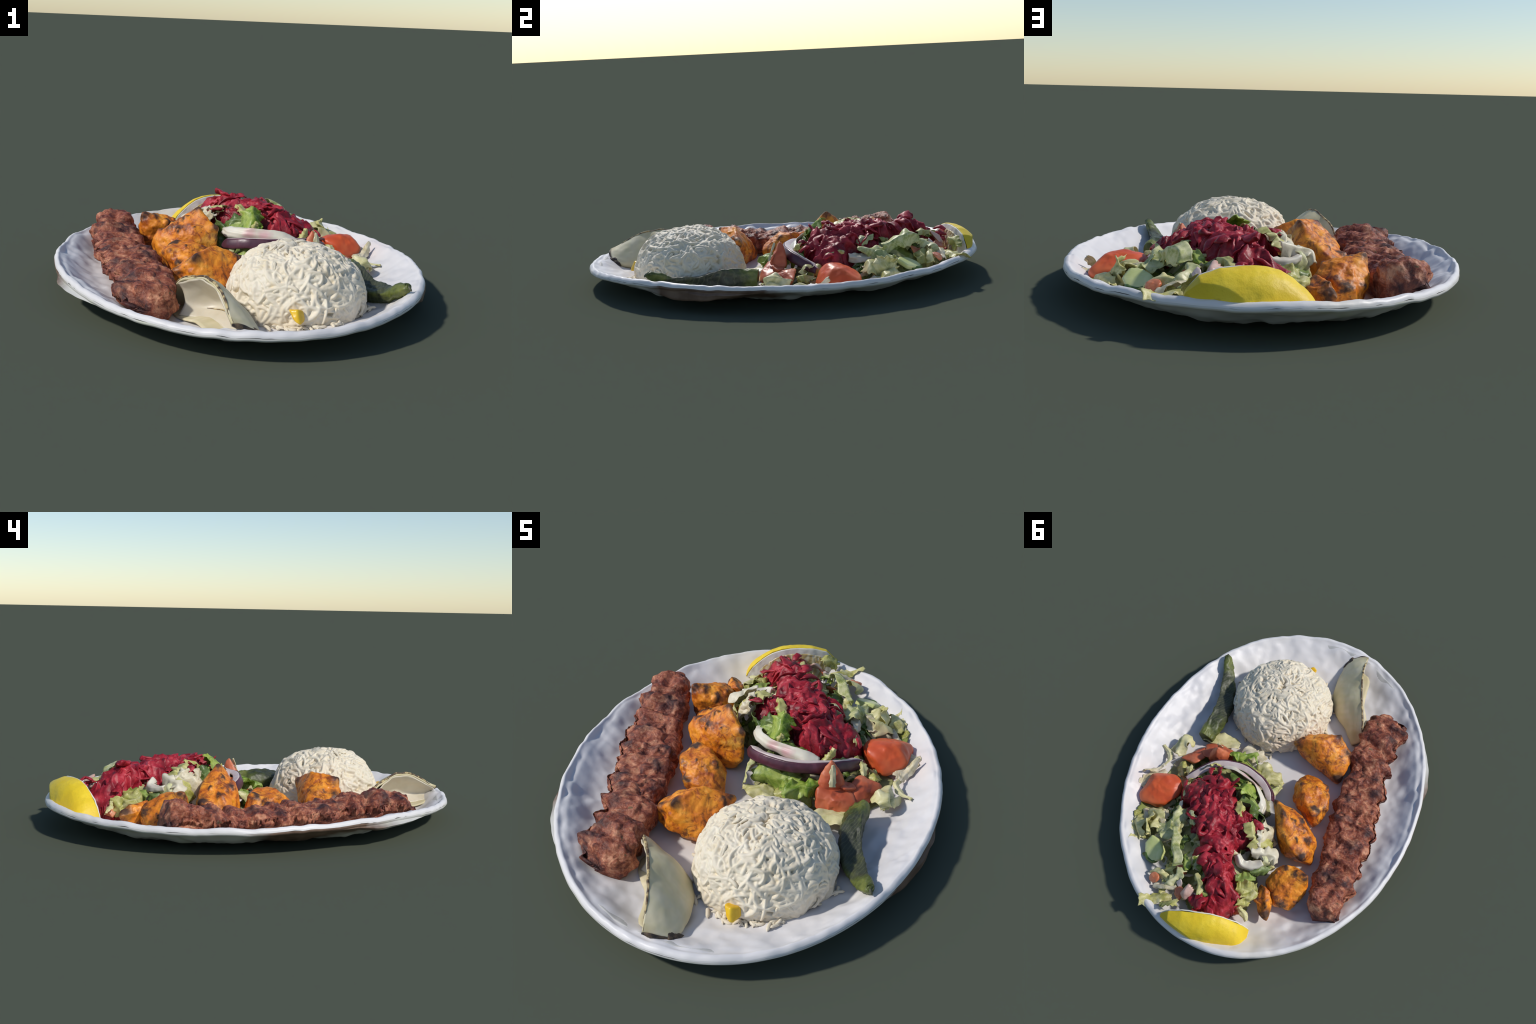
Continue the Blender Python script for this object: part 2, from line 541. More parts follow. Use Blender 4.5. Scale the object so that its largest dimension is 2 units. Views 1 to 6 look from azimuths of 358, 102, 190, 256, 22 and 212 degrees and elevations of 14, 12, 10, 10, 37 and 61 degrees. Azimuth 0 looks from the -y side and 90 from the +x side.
def plate():
    mp, mu = mat_plate(), mat_under()
    T = Thing("oval_plate", (0, 0, 0), "large oval white hand-made ceramic serving plate", "plate")
    nt = 420
    th = np.linspace(0, 2 * np.pi, nt, endpoint=False)
    X0, Y0 = rim_xy(th)
    Z0 = rim_z(th)
    wob = np.stack([np.cos(th) * .9, np.sin(th) * .9, 0 * th], 1)
    rimw = .005 * noise(wob, .13, 3) + .003 * noise(wob, .05, 4)
    def ring(rho, mode, off):
        """mode: fraction of the rim's height, off: added height"""
        return np.stack([X0 * rho, Y0 * rho, mode * (Z0 + rimw * 1.2) + off], 1)
    p = curve(DISH + [(.978, 1, .007), (.989, 1, .005), (.997, 1, -.002), (1.0, 1, -.010)], 90)
    p[:, 0] = np.clip(p[:, 0], .0005, 1)
    R = np.array([ring(*q) for q in p])
    nu = len(R)
    V = R.reshape(-1, 3)
    rho = np.repeat(p[:, 0], nt)
    ang = np.tile(th, nu)
    lump = smooth(.66, .80, rho) * (1 - smooth(.95, .985, rho))
    flat = V * (1, 1, 0)
    V[:, 2] += fuller(V[:, 0], V[:, 1], rho)
    V[:, 2] += lump * (.012 * fbm(flat, .15, 2, 8) + .008 * fbm(flat, .06, 2, 9)) + .0015 * fbm(V, .06, 2, 5)
    V[:, :2] *= (1 + smooth(.9, 1, rho) * np.tile(rimw, nu) * .9)[:, None]
    # lumpy, chipped-looking lip
    V[:, 2] += smooth(.95, .98, rho) * .0022 * fbm(V, .035, 2, 12)
    T.part("plate_dish", V, grid_faces(nu, nt, wrap_v=True), mp)
    low = [(1.0, 1, -.010), (1.001, 1, -.017), (.993, 1, -.024), (.975, .98, -.024), (.93, .76, -.010), (.86, .42, .007), (.78, .16, .014), (.70, .04, .015), (.6, 0, .013), (.3, 0, .004), (.0005, 0, .001)]
    q = curve(low, 60)
    q[:, 0] = np.clip(q[:, 0], .0005, 1.002)
    R = np.array([ring(*k) for k in q])
    V = R.reshape(-1, 3)
    rho = np.repeat(q[:, 0], nt)
    ang = np.tile(th, len(R))
    phi = np.arctan2(V[:, 1], V[:, 0])
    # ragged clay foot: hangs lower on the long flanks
    hang = np.exp(-((np.angle(np.exp(1j * (phi + .42))) / .27) ** 2)) + .25 * np.exp(-((np.angle(np.exp(1j * (phi + 2.52))) / .3) ** 2))
    hang = np.clip(hang * (1 + .3 * noise(np.stack([np.cos(phi), np.sin(phi), 0 * phi], 1), .12, 5)), 0, 1.1)
    band = smooth(.76, .90, rho) * (1 - smooth(.965, .99, rho))
    V[:, :2] *= (1 + smooth(.9, 1, rho) * np.tile(rimw, len(R)) * .9)[:, None]
    # a thin shell: the back of the dish repeats the front's lumps
    flat = V * (1, 1, 0)
    lump = smooth(.66, .80, rho) * (1 - smooth(.95, .985, rho))
    back = plate_top(V[:, 0], V[:, 1]) + lump * (.012 * fbm(flat, .15, 2, 8) + .008 * fbm(flat, .06, 2, 9)) - .009 - .004 * lump + .002 * fbm(flat, .09, 2, 31) * (rho < .9)
    V[:, 2] = np.where(rho < .955, back, V[:, 2])
    V[:, 2] -= band * hang * .034
    lug = np.exp(-((np.angle(np.exp(1j * (phi + 2.52))) / .25) ** 2)) + np.exp(-((np.angle(np.exp(1j * (phi + .22))) / .20) ** 2))
    shelf = smooth(.86, .95, rho) * (1 - smooth(.985, .999, rho))
    V[:, :2] *= (1 + band * hang * .02 + np.where(V[:, 0] > 0, .030, .036) * shelf * np.clip(lug, 0, 1) * (1 + .4 * noise(V, .07, 61)))[:, None]
    V[:, 2] = np.where(rho < .955, np.minimum(V[:, 2], plate_top(V[:, 0], V[:, 1]) - .014 + lump * (.012 * fbm(V * (1, 1, 0), .15, 2, 8) + .008 * fbm(V * (1, 1, 0), .06, 2, 9))), V[:, 2])
    V[:, 2] -= .008 * shelf * np.clip(lug, 0, 1)
    V[:, 2] = np.maximum(V[:, 2], .0005 + .001 * rho)
    V[rho < .08, 2] = 0
    T.part("plate_underside", V, grid_faces(len(R), nt, wrap_v=True), mu)
    return T

# ------------------------------------------------------------------ kebab
# stations along the kebab: x, y, half width, top height
KEB = [(-.325, -.690, .060, .135), (-.338, -.655, .098, .150), (-.343, -.60, .112, .176), (-.350, -.52, .110, .186), (-.364, -.42, .103, .170), (-.385, -.32, .105, .174),
       (-.424, -.20, .108, .155), (-.452, -.09, .113, .157), (-.482, .01, .117, .158), (-.512, .12, .115, .158), (-.540, .22, .108, .160),
       (-.563, .31, .104, .182), (-.577, .38, .100, .196), (-.588, .44, .094, .222), (-.606, .49, .080, .220), (-.622, .53, .054, .182)]
KEB_BASE = (-.47, -.07, .05)
KEB_CHAR = [((-.40, -.60, .19), .07), ((-.43, -.53, .18), .06), ((-.42, -.42, .18), .065), ((-.50, -.20, .16), .06), ((-.46, -.28, .16), .05),
            ((-.33, -.24, .16), .04), ((-.40, .02, .16), .045), ((-.46, .0, .17), .05), ((-.58, .02, .15), .045), ((-.55, .12, .16), .05), ((-.52, .33, .17), .075),
            ((-.63, .33, .16), .05), ((-.60, .50, .13), .07), ((-.66, .50, .12), .06), ((-.36, -.70, .10), .055), ((-.43, -.66, .12), .05), ((-.38, -.11, .16), .045)]

def kebab():
    m = mat_kebab()
    nu, ns = 420, 140
    C = curve(KEB, nu)
    # evenly spaced along the length
    L = np.concatenate([[0], np.cumsum(np.linalg.norm(np.diff(C[:, :2], axis=0), axis=1))])
    u = np.linspace(0, L[-1], nu)
    C = np.stack([np.interp(u, L, C[:, k]) for k in range(4)], 1)
    D = unit(np.gradient(curve([(-.31, -.72), (-.35, -.5), (-.45, -.1), (-.54, .25), (-.62, .55)], nu), axis=0))
    side = np.stack([D[:, 1], -D[:, 0]], 1)          # towards the middle of the plate
    f = np.linspace(0, 2 * np.pi, ns, endpoint=False)
    c, s = np.cos(f), np.sin(f)
    pw = 2.7
    cc, ss = np.sign(c) * np.abs(c) ** (2 / pw), np.sign(s) * np.abs(s) ** (2 / pw)
    U = u[:, None] + .020 * cc[None] + .020 * fbm(np.stack([u, 0 * u, 0 * u], 1), .12, 2, 44)[:, None] * ss[None] + .012 * np.sin(f)[None] + .018 * cc[None] * np.sin(u * 9)[:, None]
    # finger-pressed waves: slow rise, sudden drop towards the far end
    ph = (U - .03) / .122 + .22 * np.sin(U * 8.3) + .08 * np.sin(U * 19)
    fr = ph - np.floor(ph)
    wave = np.where(fr < .72, smooth(0, .72, fr), 1 - smooth(.72, 1, fr)) - .5
    ends = np.minimum(smooth(0, .05, u), smooth(0, .05, L[-1] - u))[:, None]
    w_amt = (.55 + .45 * (cc[None] < 0) + 0 * U) * ends
    base = .047 + .028 * smooth(.35, .65, np.linspace(0, 1, nu)) * 0
    amp = np.interp(u, np.linspace(0, u[-1], 14), RS(3).uniform(.6, 1.25, 14))[:, None]
    hw = C[:, 2][:, None] + .031 * wave * w_amt * amp
    mid = (C[:, 3] + .022) / 2
    hh = ((C[:, 3] - .022) / 2 - .004)[:, None] + (.020 * wave * ends * amp - .006) * (ss[None] > 0)
    X = np.where(cc[None] < 0, cc[None] * (hw - .006), cc[None] * hw)
    lift = .042 * smooth(-.2, 1, -cc)[None] * (ss[None] < 0)      # outer flank leans on the plate wall
    Z = mid[:, None] + ss[None] * hh + lift
    P = np.stack([C[:, 0][:, None] + side[:, 0][:, None] * X, C[:, 1][:, None] + side[:, 1][:, None] * X, Z], -1)
    V = P.reshape(-1, 3)
    cen = np.repeat(np.stack([C[:, 0], C[:, 1], mid], 1), ns, 0)
    out = unit(V - cen)
    n = .012 * fbm(V, .08, 3, 2) + .009 * (1 - 2.2 * np.abs(noise(V, .055, 71))) + .0075 * fbm(V, .030, 3, 5) + .0020 * fbm(V, .011, 2, 9)
    # pits in the crust and the open cavity at the near end
    for (x, y, z), r, d in [((-.38, -.70, .115), .04, .06), ((-.31, -.72, .10), .03, .035), ((-.52, .33, .19), .045, .020), ((-.39, -.60, .19), .05, .016), ((-.62, .53, .14), .05, .03),
                            ((-.44, -.46, .18), .04, .012), ((-.36, -.36, .19), .045, .012), ((-.50, -.02, .17), .035, .010)]:
        n -= d * np.exp(-((V - (x, y, z)) ** 2).sum(1) / (2 * r * r) * 2)
    V = V + out * n[:, None]
    V[:, 2] = np.maximum(V[:, 2], plate_top(V[:, 0], V[:, 1]) + .001)
    F = grid_faces(nu, ns, wrap_v=True)
    k = len(V)
    V = np.vstack([V, V[:ns].mean(0), V[-ns:].mean(0)])
    F += [(k, (j + 1) % ns, j) for j in range(ns)] + [(k + 1, (nu - 1) * ns + j, (nu - 1) * ns + (j + 1) % ns) for j in range(ns)]
    return Thing("minced_meat_kebab", KEB_BASE, "long grilled minced meat kebab with charred ridges", "kebab", V, F, m)

# ------------------------------------------------------------------ chicken
def chicken():
    pieces = [
        dict(pts=[(-.175, -.378, .213), (.018, -.226, .165), (-.262, -.345, .125), (-.100, -.272, .228), (-.14, -.295, .212), (-.235, -.25, .13), (-.155, -.255, .185), (-.10, -.24, .19), (.0, -.295, .160), (-.05, -.258, .212),
                  (-.285, -.25, .10), (-.275, -.195, .066), (-.20, -.195, .07), (-.095, -.245, .07), (-.02, -.22, .10), (.02, -.25, .09), (-.068, -.40, .075), (-.18, -.395, .07), (-.245, -.36, .08), (-.27, -.2, .045), (0, -.25, .045), (-.08, -.37, .045)],
             char=[((-.17, -.38, .22), .055), ((.01, -.23, .17), .04), ((-.25, -.34, .15), .045), ((-.10, -.23, .235), .03), ((-.27, -.20, .08), .05), ((-.23, -.30, .18), .03), ((0, -.27, .19), .03)]),
        dict(pts=[(-.295, .092, .146), (-.201, .035, .176), (-.298, -.050, .152), (-.225, -.062, .170), (-.148, -.030, .167), (-.10, -.03, .12), (-.09, -.085, .09), (-.12, -.140, .095), (-.19, -.130, .118),
                  (-.248, -.117, .095), (-.306, -.036, .112), (-.324, .046, .09), (-.30, .107, .09), (-.22, .078, .10), (-.13, .03, .09), (-.24, -.10, .05), (-.1, -.1, .05), (-.28, .08, .05), (-.14, .02, .05)],
             char=[((-.29, -.09, .16), .04), ((-.25, -.12, .12), .03), ((-.16, -.09, .18), .028), ((-.14, -.04, .17), .024), ((-.27, .06, .16), .035), ((-.22, -.06, .18), .02), ((-.31, .0, .13), .035)]),
        dict(pts=[(-.195, .225, .283), (-.150, .175, .262), (-.378, .204, .150), (-.098, .138, .195), (-.165, .115, .07), (-.30, .21, .205), (-.20, .27, .245), (-.28, .31, .195), (-.20, .125, .19), (-.245, .14, .19),
                  (-.36, .33, .14), (-.40, .25, .12), (-.41, .30, .10), (-.30, .345, .13), (-.20, .28, .14), (-.10, .16, .13), (-.10, .13, .12), (-.19, .12, .09), (-.32, .15, .09), (-.39, .28, .05), (-.22, .3, .05), (-.12, .13, .05), (-.3, .16, .05)],
             char=[((-.18, .21, .285), .045), ((-.10, .15, .21), .04), ((-.31, .19, .205), .03), ((-.35, .23, .18), .03), ((-.27, .15, .20), .022), ((-.24, .20, .24), .025), ((-.2, .13, .22), .02), ((-.36, .31, .15), .04), ((-.30, .27, .21), .025), ((-.20, .08, .18), .02), ((-.25, .09, .18), .02)]),
        dict(pts=[(-.445, .415, .203), (-.40, .455, .206), (-.31, .47, .185), (-.292, .51, .162), (-.47, .475, .13), (-.45, .40, .13), (-.36, .385, .17), (-.30, .40, .14), (-.275, .45, .13), (-.27, .52, .11), (-.36, .575, .145),
                  (-.43, .575, .11), (-.455, .53, .10), (-.44, .57, .06), (-.27, .5, .05), (-.44, .42, .05), (-.33, .4, .05), (-.35, .58, .06)],
             char=[((-.44, .42, .205), .04), ((-.39, .42, .205), .03), ((-.33, .41, .18), .03), ((-.30, .46, .18), .02), ((-.46, .52, .12), .025), ((-.40, .57, .12), .03)]),
        dict(pts=[(-.29, .555, .150), (-.325, .60, .148), (-.355, .655, .128), (-.378, .675, .105), (-.325, .67, .112), (-.27, .61, .118), (-.265, .55, .12), (-.33, .56, .13), (-.37, .61, .12), (-.36, .66, .07), (-.28, .62, .07), (-.27, .55, .07), (-.34, .57, .06)],
             char=[((-.365, .67, .12), .06), ((-.35, .63, .145), .025), ((-.27, .62, .12), .03)]),
    ]
    for i, d in enumerate(pieces):
        P = np.array(d["pts"])
        P[P[:, 2] < .06, 2] = .022
        low = (P[:, 2] < .132) & (P[:, 2] > .06) & (i == 2)
        P[low] += (.012, -.014, -.035)
        base = (P[:, 0].mean(), P[:, 1].mean(), .022)
        V, F = chunk(P, 6, 24, 1.03, [('f', .10, .008, 3 + i), ('r', .07, .0060, 20 + i), ('f', .035, .0045, 40 + i), ('f', .012, .0010, 60 + i)])
        for q, r in d["char"]:         # blistered, burnt bumps stand a little proud
            e = V - np.array(q)
            g = np.exp(-(e ** 2).sum(1) / (2 * (r * .45) ** 2))
            V = V + unit(V - P.mean(0)) * (g * .013)[:, None]
        Thing("chicken_chunk", base, "orange grilled chicken chunk with charred corners", "chicken piece", V, F, mat_chicken(i, base, d["char"]))

# ------------------------------------------------------------------ rice
RC = np.array([.234, -.437, .022])
def dome(az, el):
    """superellipse dome: point and outward normal"""
    R, H, zb = .274, .263, .024
    p = 2.25
    ce, se = np.cos(el), np.sin(el)
    k = (np.abs(ce) ** p + np.abs(se) ** p) ** (-1 / p)
    r, z = R * k * ce, H * k * se
    r = r * (1 - .06 * np.exp(-z / .03))
    return np.stack([RC[0] + r * np.cos(az), RC[1] + r * np.sin(az), zb + z], -1)

def rice():
    mb, mg = mat_rice("rice_mass"), mat_rice("rice_grain_skin")
    T = Thing("rice_mound", RC, "moulded dome of creamy white rice with loose grains", "rice")
    rs = RS(4)
    na, ne = 720, 230
    az = np.linspace(0, 2 * np.pi, na, endpoint=False)
    el = np.concatenate([np.linspace(-.05, 1.25, ne - 40), np.linspace(1.257, np.pi / 2 - .002, 40)])
    A, E = np.meshgrid(az, el, indexing='ij')
    P = dome(A.ravel(), E.ravel())
    C = RC + (0, 0, .045)
    N = unit((P - C) * (1, 1, 1.25))
    hgt = np.zeros(len(P)) - .006
    # soft-maximum of many bent, half sunk strands
    cell = {}
    key = np.floor(P / .035).astype(int)
    order = np.lexsort(key.T)
    ks = key[order]
    brk = np.flatnonzero(np.any(np.diff(ks, axis=0), axis=1)) + 1
    for g in np.split(order, brk):
        cell[tuple(key[g[0]])] = g
    for i in range(1500):
        a = rs.rand() * 2 * np.pi
        e = math.asin(rs.rand() ** .9 * .99)
        c = dome(np.array([a]), np.array([e]))[0]
        n = unit((c - C) * (1, 1, 1.25))
        t = unit(np.cross(n, rs.randn(3)))
        b = np.cross(n, t)
        ln = rs.uniform(.022, .055)
        w = rs.uniform(.0078, .0130)
        bend = rs.uniform(-16, 16)
        h = rs.uniform(.002, .015)
        k = np.floor(c / .035).astype(int)
        ids = [cell[q] for q in ((k[0] + x, k[1] + y, k[2] + z) for x in (-2, -1, 0, 1, 2) for y in (-2, -1, 0, 1, 2) for z in (-2, -1, 0, 1, 2)) if q in cell]
        if not ids:
            continue
        ids = np.concatenate(ids)
        d = P[ids] - c
        x = d @ t
        y = d @ b - bend * x * x
        q = (y / w) ** 2 + np.maximum(0, np.abs(x) - ln * .7) ** 2 / (ln * .3) ** 2
        ok = q < 1
        if not ok.any():
            continue
        val = h * np.sqrt(1 - q[ok]) + .001
        j = ids[ok]
        hgt[j] = np.maximum(hgt[j], val)
    H = hgt.reshape(na, ne)
    for _ in range(4):
        H = .5 * H + .125 * (np.roll(H, 1, 0) + np.roll(H, -1, 0)) + .125 * (np.vstack([H[:, 1:].T, H[:, -1:].T]).T + np.vstack([H[:, :1].T, H[:, :-1].T]).T)
    big = .009 * fbm(P, .11, 2, 6) + .004 * fbm(P, .04, 2, 7)
    V = P + N * (H.ravel() * 1.4 + big - .008)[:, None]
    V[:, 2] = np.maximum(V[:, 2], plate_top(V[:, 0], V[:, 1]) - .004)
    F = grid_faces(na, ne, wrap_u=True)
    k = len(V)
    V = np.vstack([V, V.reshape(na, ne, 3)[:, -1].mean(0)])
    F += [(k, i * ne + ne - 1, ((i + 1) % na) * ne + ne - 1) for i in range(na)]
    T.part("rice_body", V, F, mb)
    # single grains lying on the dome and around its foot
    var = []
    for i in range(6):
        l = rs.uniform(.020, .034)
        b = rs.uniform(-.010, .010)
        w = rs.uniform(.0060, .0088)
        v, f = tube([(-l, 0, -.002), (-l * .4, b, .001), (l * .4, b, .001), (l, 0, -.002)], w, w * .8, ns=9, nu=15, power=2., wob=.12, seed=i, tips=.25)
        var.append(mesh_of("rice_grain", v, f, mg))
    from mathutils import Matrix
    for i in range(150):
        loose = i >= 90
        a = rs.rand() * 2 * np.pi
        if loose:
            if i < 130:
                a = rs.uniform(-2.3, -.9)
            r = .264 + abs(rs.randn()) * .022
            c = np.array([RC[0] + r * math.cos(a), RC[1] + r * math.sin(a), 0.])
            c[2] = float(plate_top(c[0], c[1])) + .007
            n = unit(np.array([0, 0, 1.]) + rs.randn(3) * .15)
        else:
            e = math.asin(rs.rand() ** .9 * .985)
            p = dome(np.array([a]), np.array([e]))[0]
            n = unit((p - C) * (1, 1, 1.25))
            c = p + n * rs.uniform(.001, .005)
            n = unit(n + rs.randn(3) * .12)
        t = unit(np.cross(n, rs.randn(3)))
        b = np.cross(n, t)
        ob = link("rice_grain", var[i % 6], T.ob)
        M = Matrix([(*r_, o) for r_, o in zip(np.stack([t, b, n], 1) * rs.uniform(.75, 1.15), c - T.base)] + [(0, 0, 0, 1)])
        ob.matrix_local = M
    # sweetcorn-yellow kernel at the foot
    V, F = chunk([(.185, -.722, .115), (.215, -.742, .118), (.245, -.735, .075), (.240, -.715, .11), (.205, -.755, .08), (.228, -.762, .066), (.25, -.70, .07), (.2, -.69, .1)], 4, 7, 1.08, [('f', .03, .002, 4)])
    T.part("corn_kernel", V, F, mat_simple("corn_yellow", ((.35, (.80, .45, .01)), (.65, (.88, .60, .03))), 20, .35, .1))

# ------------------------------------------------------------------ onion wedge
def onion():
    m = Mat("grilled_onion", .6, .5, sss=.1)
    base = np.array([-.06, -.68, .05])
    c = m.ramp(m.noise(8, 4, .5, .5), (.3, (.56, .48, .28)), (.5, (.68, .59, .37)), (.7, (.78, .69, .48)))  # lightened and warmed to match the sky-lit shade on the outer face
    st = m.ramp(m.wave(9, 3, 3, m.map(rot=(.5, .4, .9))), (.3, 0.), (.9, 1.))
    c = m.mix(m.math('MULTIPLY', st, .25), c, (.62, .56, .30))
    g = m.ramp(m.noise(5, 3, off=6), (.5, 0.), (.7, 1.))
    c = m.mix(m.math('MULTIPLY', g, .4), c, (.45, .44, .30))
    brn = m.spots([((.06, -.28, .06), .05), ((-.13, .20, .06), .05)], .3, .02)
    c = m.mix(m.math('MULTIPLY', brn, .5), c, (.30, .20, .05))
    m.bump(m.noise(25, 3), .15, .004)
    flesh = m.done(c)
    mc = mat_simple("burnt_onion_edge", ((.35, (.035, .022, .016)), (.5, (.16, .10, .05)), (.62, (.55, .42, .2))), 38, .6, .3)
    mw = mat_simple("onion_inside", ((.3, (.60, .52, .38)), (.7, (.72, .65, .52))), 7, .4, .1, sss=.1)
    T = Thing("onion_wedge", base, "charred wedge of grilled white onion, curved petals", "onion")
    # cup-shaped petal: stations from the rim end to the kebab end, each from the free
    # edge over the bulging back down to the plate and curling in underneath
    st = [[(-.019, -.953, .124), (.012, -.945, .116), (.045, -.930, .098), (.070, -.905, .074), (.030, -.895, .062), (-.045, -.900, .068)],
          [(-.046, -.861, .168), (-.002, -.856, .143), (.042, -.836, .104), (.068, -.815, .058), (.020, -.820, .048), (-.090, -.855, .054)],
          [(-.072, -.790, .203), (-.025, -.768, .164), (.021, -.743, .114), (.050, -.715, .050), (.000, -.735, .042), (-.110, -.790, .044)],
          [(-.115, -.701, .216), (-.066, -.670, .177), (-.022, -.642, .122), (.005, -.615, .048), (-.040, -.635, .040), (-.140, -.710, .042)],
          [(-.157, -.636, .197), (-.115, -.606, .160), (-.078, -.580, .112), (-.058, -.560, .046), (-.090, -.580, .036), (-.180, -.660, .036)],
          [(-.219, -.546, .158), (-.193, -.535, .130), (-.165, -.522, .090), (-.148, -.512, .042), (-.170, -.530, .032), (-.225, -.600, .034)],
          [(-.255, -.475, .080), (-.243, -.466, .070), (-.228, -.458, .054), (-.212, -.456, .036), (-.220, -.475, .027), (-.245, -.540, .030)]]
    def loft(stations, nu, nv):
        cols = [curve([q[k] for q in stations], nu) for k in range(len(stations[0]))]
        A = np.stack(cols, 1)
        return np.stack([curve(r, nv) for r in A])
    P = loft(st, 70, 40)
    fl = P.reshape(-1, 3)
    N = grid_normals(P)
    P = P + N * (.005 * fbm(fl, .10, 2, 3) + .0012 * fbm(fl, .03, 2, 8)).reshape(70, 40)[..., None]
    n1 = 30
    V, F = sheet(P, N, .013 * np.ones((70, 1)) * np.interp(np.linspace(0, 1, 40), [0, .1, .8, 1], [1, 1.05, 1, .5])[None])
    T.part("onion_petal", V, F, flesh)
    # pale hollow of the cup: from the free edge down to the plate
    hol = [[(-.020, -.945, .116), (.004, -.936, .100), (.010, -.925, .082), (-.030, -.918, .074)],
           [(-.047, -.861, .160), (.004, -.850, .126), (.022, -.840, .084), (-.030, -.860, .058)],
           [(-.074, -.790, .194), (-.016, -.766, .144), (.006, -.752, .086), (-.040, -.780, .048)],
           [(-.119, -.701, .206), (-.060, -.668, .152), (-.026, -.652, .090), (-.075, -.690, .044)],
           [(-.162, -.636, .188), (-.118, -.604, .136), (-.088, -.590, .080), (-.130, -.630, .038)],
           [(-.223, -.553, .150), (-.202, -.562, .120), (-.195, -.565, .076), (-.215, -.595, .036)]]
    Q = loft(hol, 60, 30)
    NQ = grid_normals(Q)
    Q = Q + NQ * (.004 * fbm(Q.reshape(-1, 3), .07, 2, 21)).reshape(60, 30)[..., None]
    V, F = sheet(Q, NQ, .006)
    T.part("onion_membrane", V, F, mw)
    V, F = tube(Q[18:50, 22] + (-.003, -.003, .003), .0035, .0022, nu=60, wob=.6, seed=5)
    T.part("charred_edge", V, F, mc)
    # burnt line along the free edge and at the root end
    V, F = tube(P[:, 0] + (.003, .001, .0035), .0050, .0035, up=(-.3, .2, .9), ns=8, nu=110, wob=.5, seed=3, tips=.6)
    T.part("charred_edge", V, F, mc)
    V, F = tube(P[0, :26] + (.002, -.003, -.002), .009, .006, up=(0, -1, .2), ns=8, nu=40, wob=.6, seed=8, tips=.5)
    V2, F2 = chunk([(.045, -.935, .088), (.075, -.930, .078), (.088, -.895, .07), (.055, -.905, .10), (.07, -.935, .098), (.09, -.86, .055)], 4, 6, 1.05, [('f', .02, .004, 3)])
    V, F = merge([(V, F), (V2, F2)])
    T.part("charred_root", V, F, mat_simple("burnt_onion_root", ((.4, (.03, .022, .018)), (.62, (.12, .08, .045))), 30, .65, .4))

# ------------------------------------------------------------------ pepper
def pepper():
    base = np.array([.55, -.22, .05])
    m = Mat("grilled_green_pepper", .45, .45)
    c = m.ramp(m.noise(9, 5, .6, .8), (.32, (.030, .040, .010)), (.5, (.080, .10, .016)), (.68, (.17, .19, .04)))
    dk = m.spots([((-.02, -.04, .06), .15), ((-.03, .06, .03), .10), ((.05, -.16, .07), .09)], .55, .06)
    c = m.mix(m.math('MULTIPLY', dk, .80), c, (.030, .032, .026))
    v = m.ramp(m.wave(22, 6, 3, m.map(rot=(0, 0, .3))), (.75, 0.), (.95, 1.))
    c = m.mix(m.math('MULTIPLY', v, .25), c, (.16, .17, .08))
    m.bump(m.noise(35, 4, .6, 1.), .35, .006)
    m.done(c)
    T = Thing("green_pepper", base, "flattened grilled green pepper with dark blistered skin", "pepper")
    S = curve([(.478, -.030, .080), (.484, -.10, .088), (.493, -.18, .092), (.513, -.26, .086), (.552, -.345, .084), (.600, -.43, .100), (.648, -.505, .148), (.655, -.518, .160)], 90)
    u = np.linspace(0, 1, 90)
    hgt = np.interp(u, [0, .12, .3, .5, .65, .8, .92, 1], [.052, .054, .056, .050, .034, .021, .010, .004])
    wid = np.interp(u, [0, .12, .3, .5, .65, .8, .92, 1], [.038, .037, .033, .031, .029, .017, .008, .003])
    T_ = unit(np.gradient(S, axis=0))
    side = unit(np.cross(T_, (0, 0, 1)))
    # body leans against the rice
    lean = np.interp(u, [0, .5, 1], [.15, .75, .4])
    nr = unit(np.cross(side, T_))
    sd = side * np.cos(lean)[:, None] + nr * np.sin(lean)[:, None]
    nn = nr * np.cos(lean)[:, None] - side * np.sin(lean)[:, None]
    ns = 48
    f = np.linspace(0, 2 * np.pi, ns, endpoint=False)
    c_, s_ = np.cos(f), np.sin(f)
    s_ = np.sign(s_) * np.abs(s_) ** .8
    ridge = 1 + .10 * np.cos(3 * f + .5)
    pinch = 1 - .42 * s_ + .25 * np.sin(2.2 * s_ + 6 * u[:, None])
    P = S[:, None] + sd[:, None] * (wid[:, None] * (c_ * ridge)[None] * pinch)[..., None] + nn[:, None] * (hgt[:, None] * (s_ * ridge)[None])[..., None]
    V = P.reshape(-1, 3)
    out = unit(V - np.repeat(S, ns, 0))
    V = V + out * (.010 * fbm(V, .08, 3, 4) + .0065 * ridged(V * (1, .45, 1.8), .03, 2, 6) + .0012 * fbm(V, .015, 2, 8))[:, None]
    F = grid_faces(90, ns, wrap_v=True)
    k = len(V)
    V = np.vstack([V, V[:ns].mean(0) - T_[0] * -.012, V[-ns:].mean(0)])
    F += [(k, (j + 1) % ns, j) for j in range(ns)] + [(k + 1, 89 * ns + j, 89 * ns + (j + 1) % ns) for j in range(ns)]
    T.part("pepper_body", V, F, m.m)
    V, F = tube([(.655, -.517, .160), (.660, -.524, .150), (.668, -.530, .142)], .006, .006, nu=10, wob=.3, seed=2)
    T.part("pepper_tip", V, F, mat_simple("dry_pepper_tip", ((.4, (.03, .035, .02)), (.6, (.12, .12, .06))), 40))

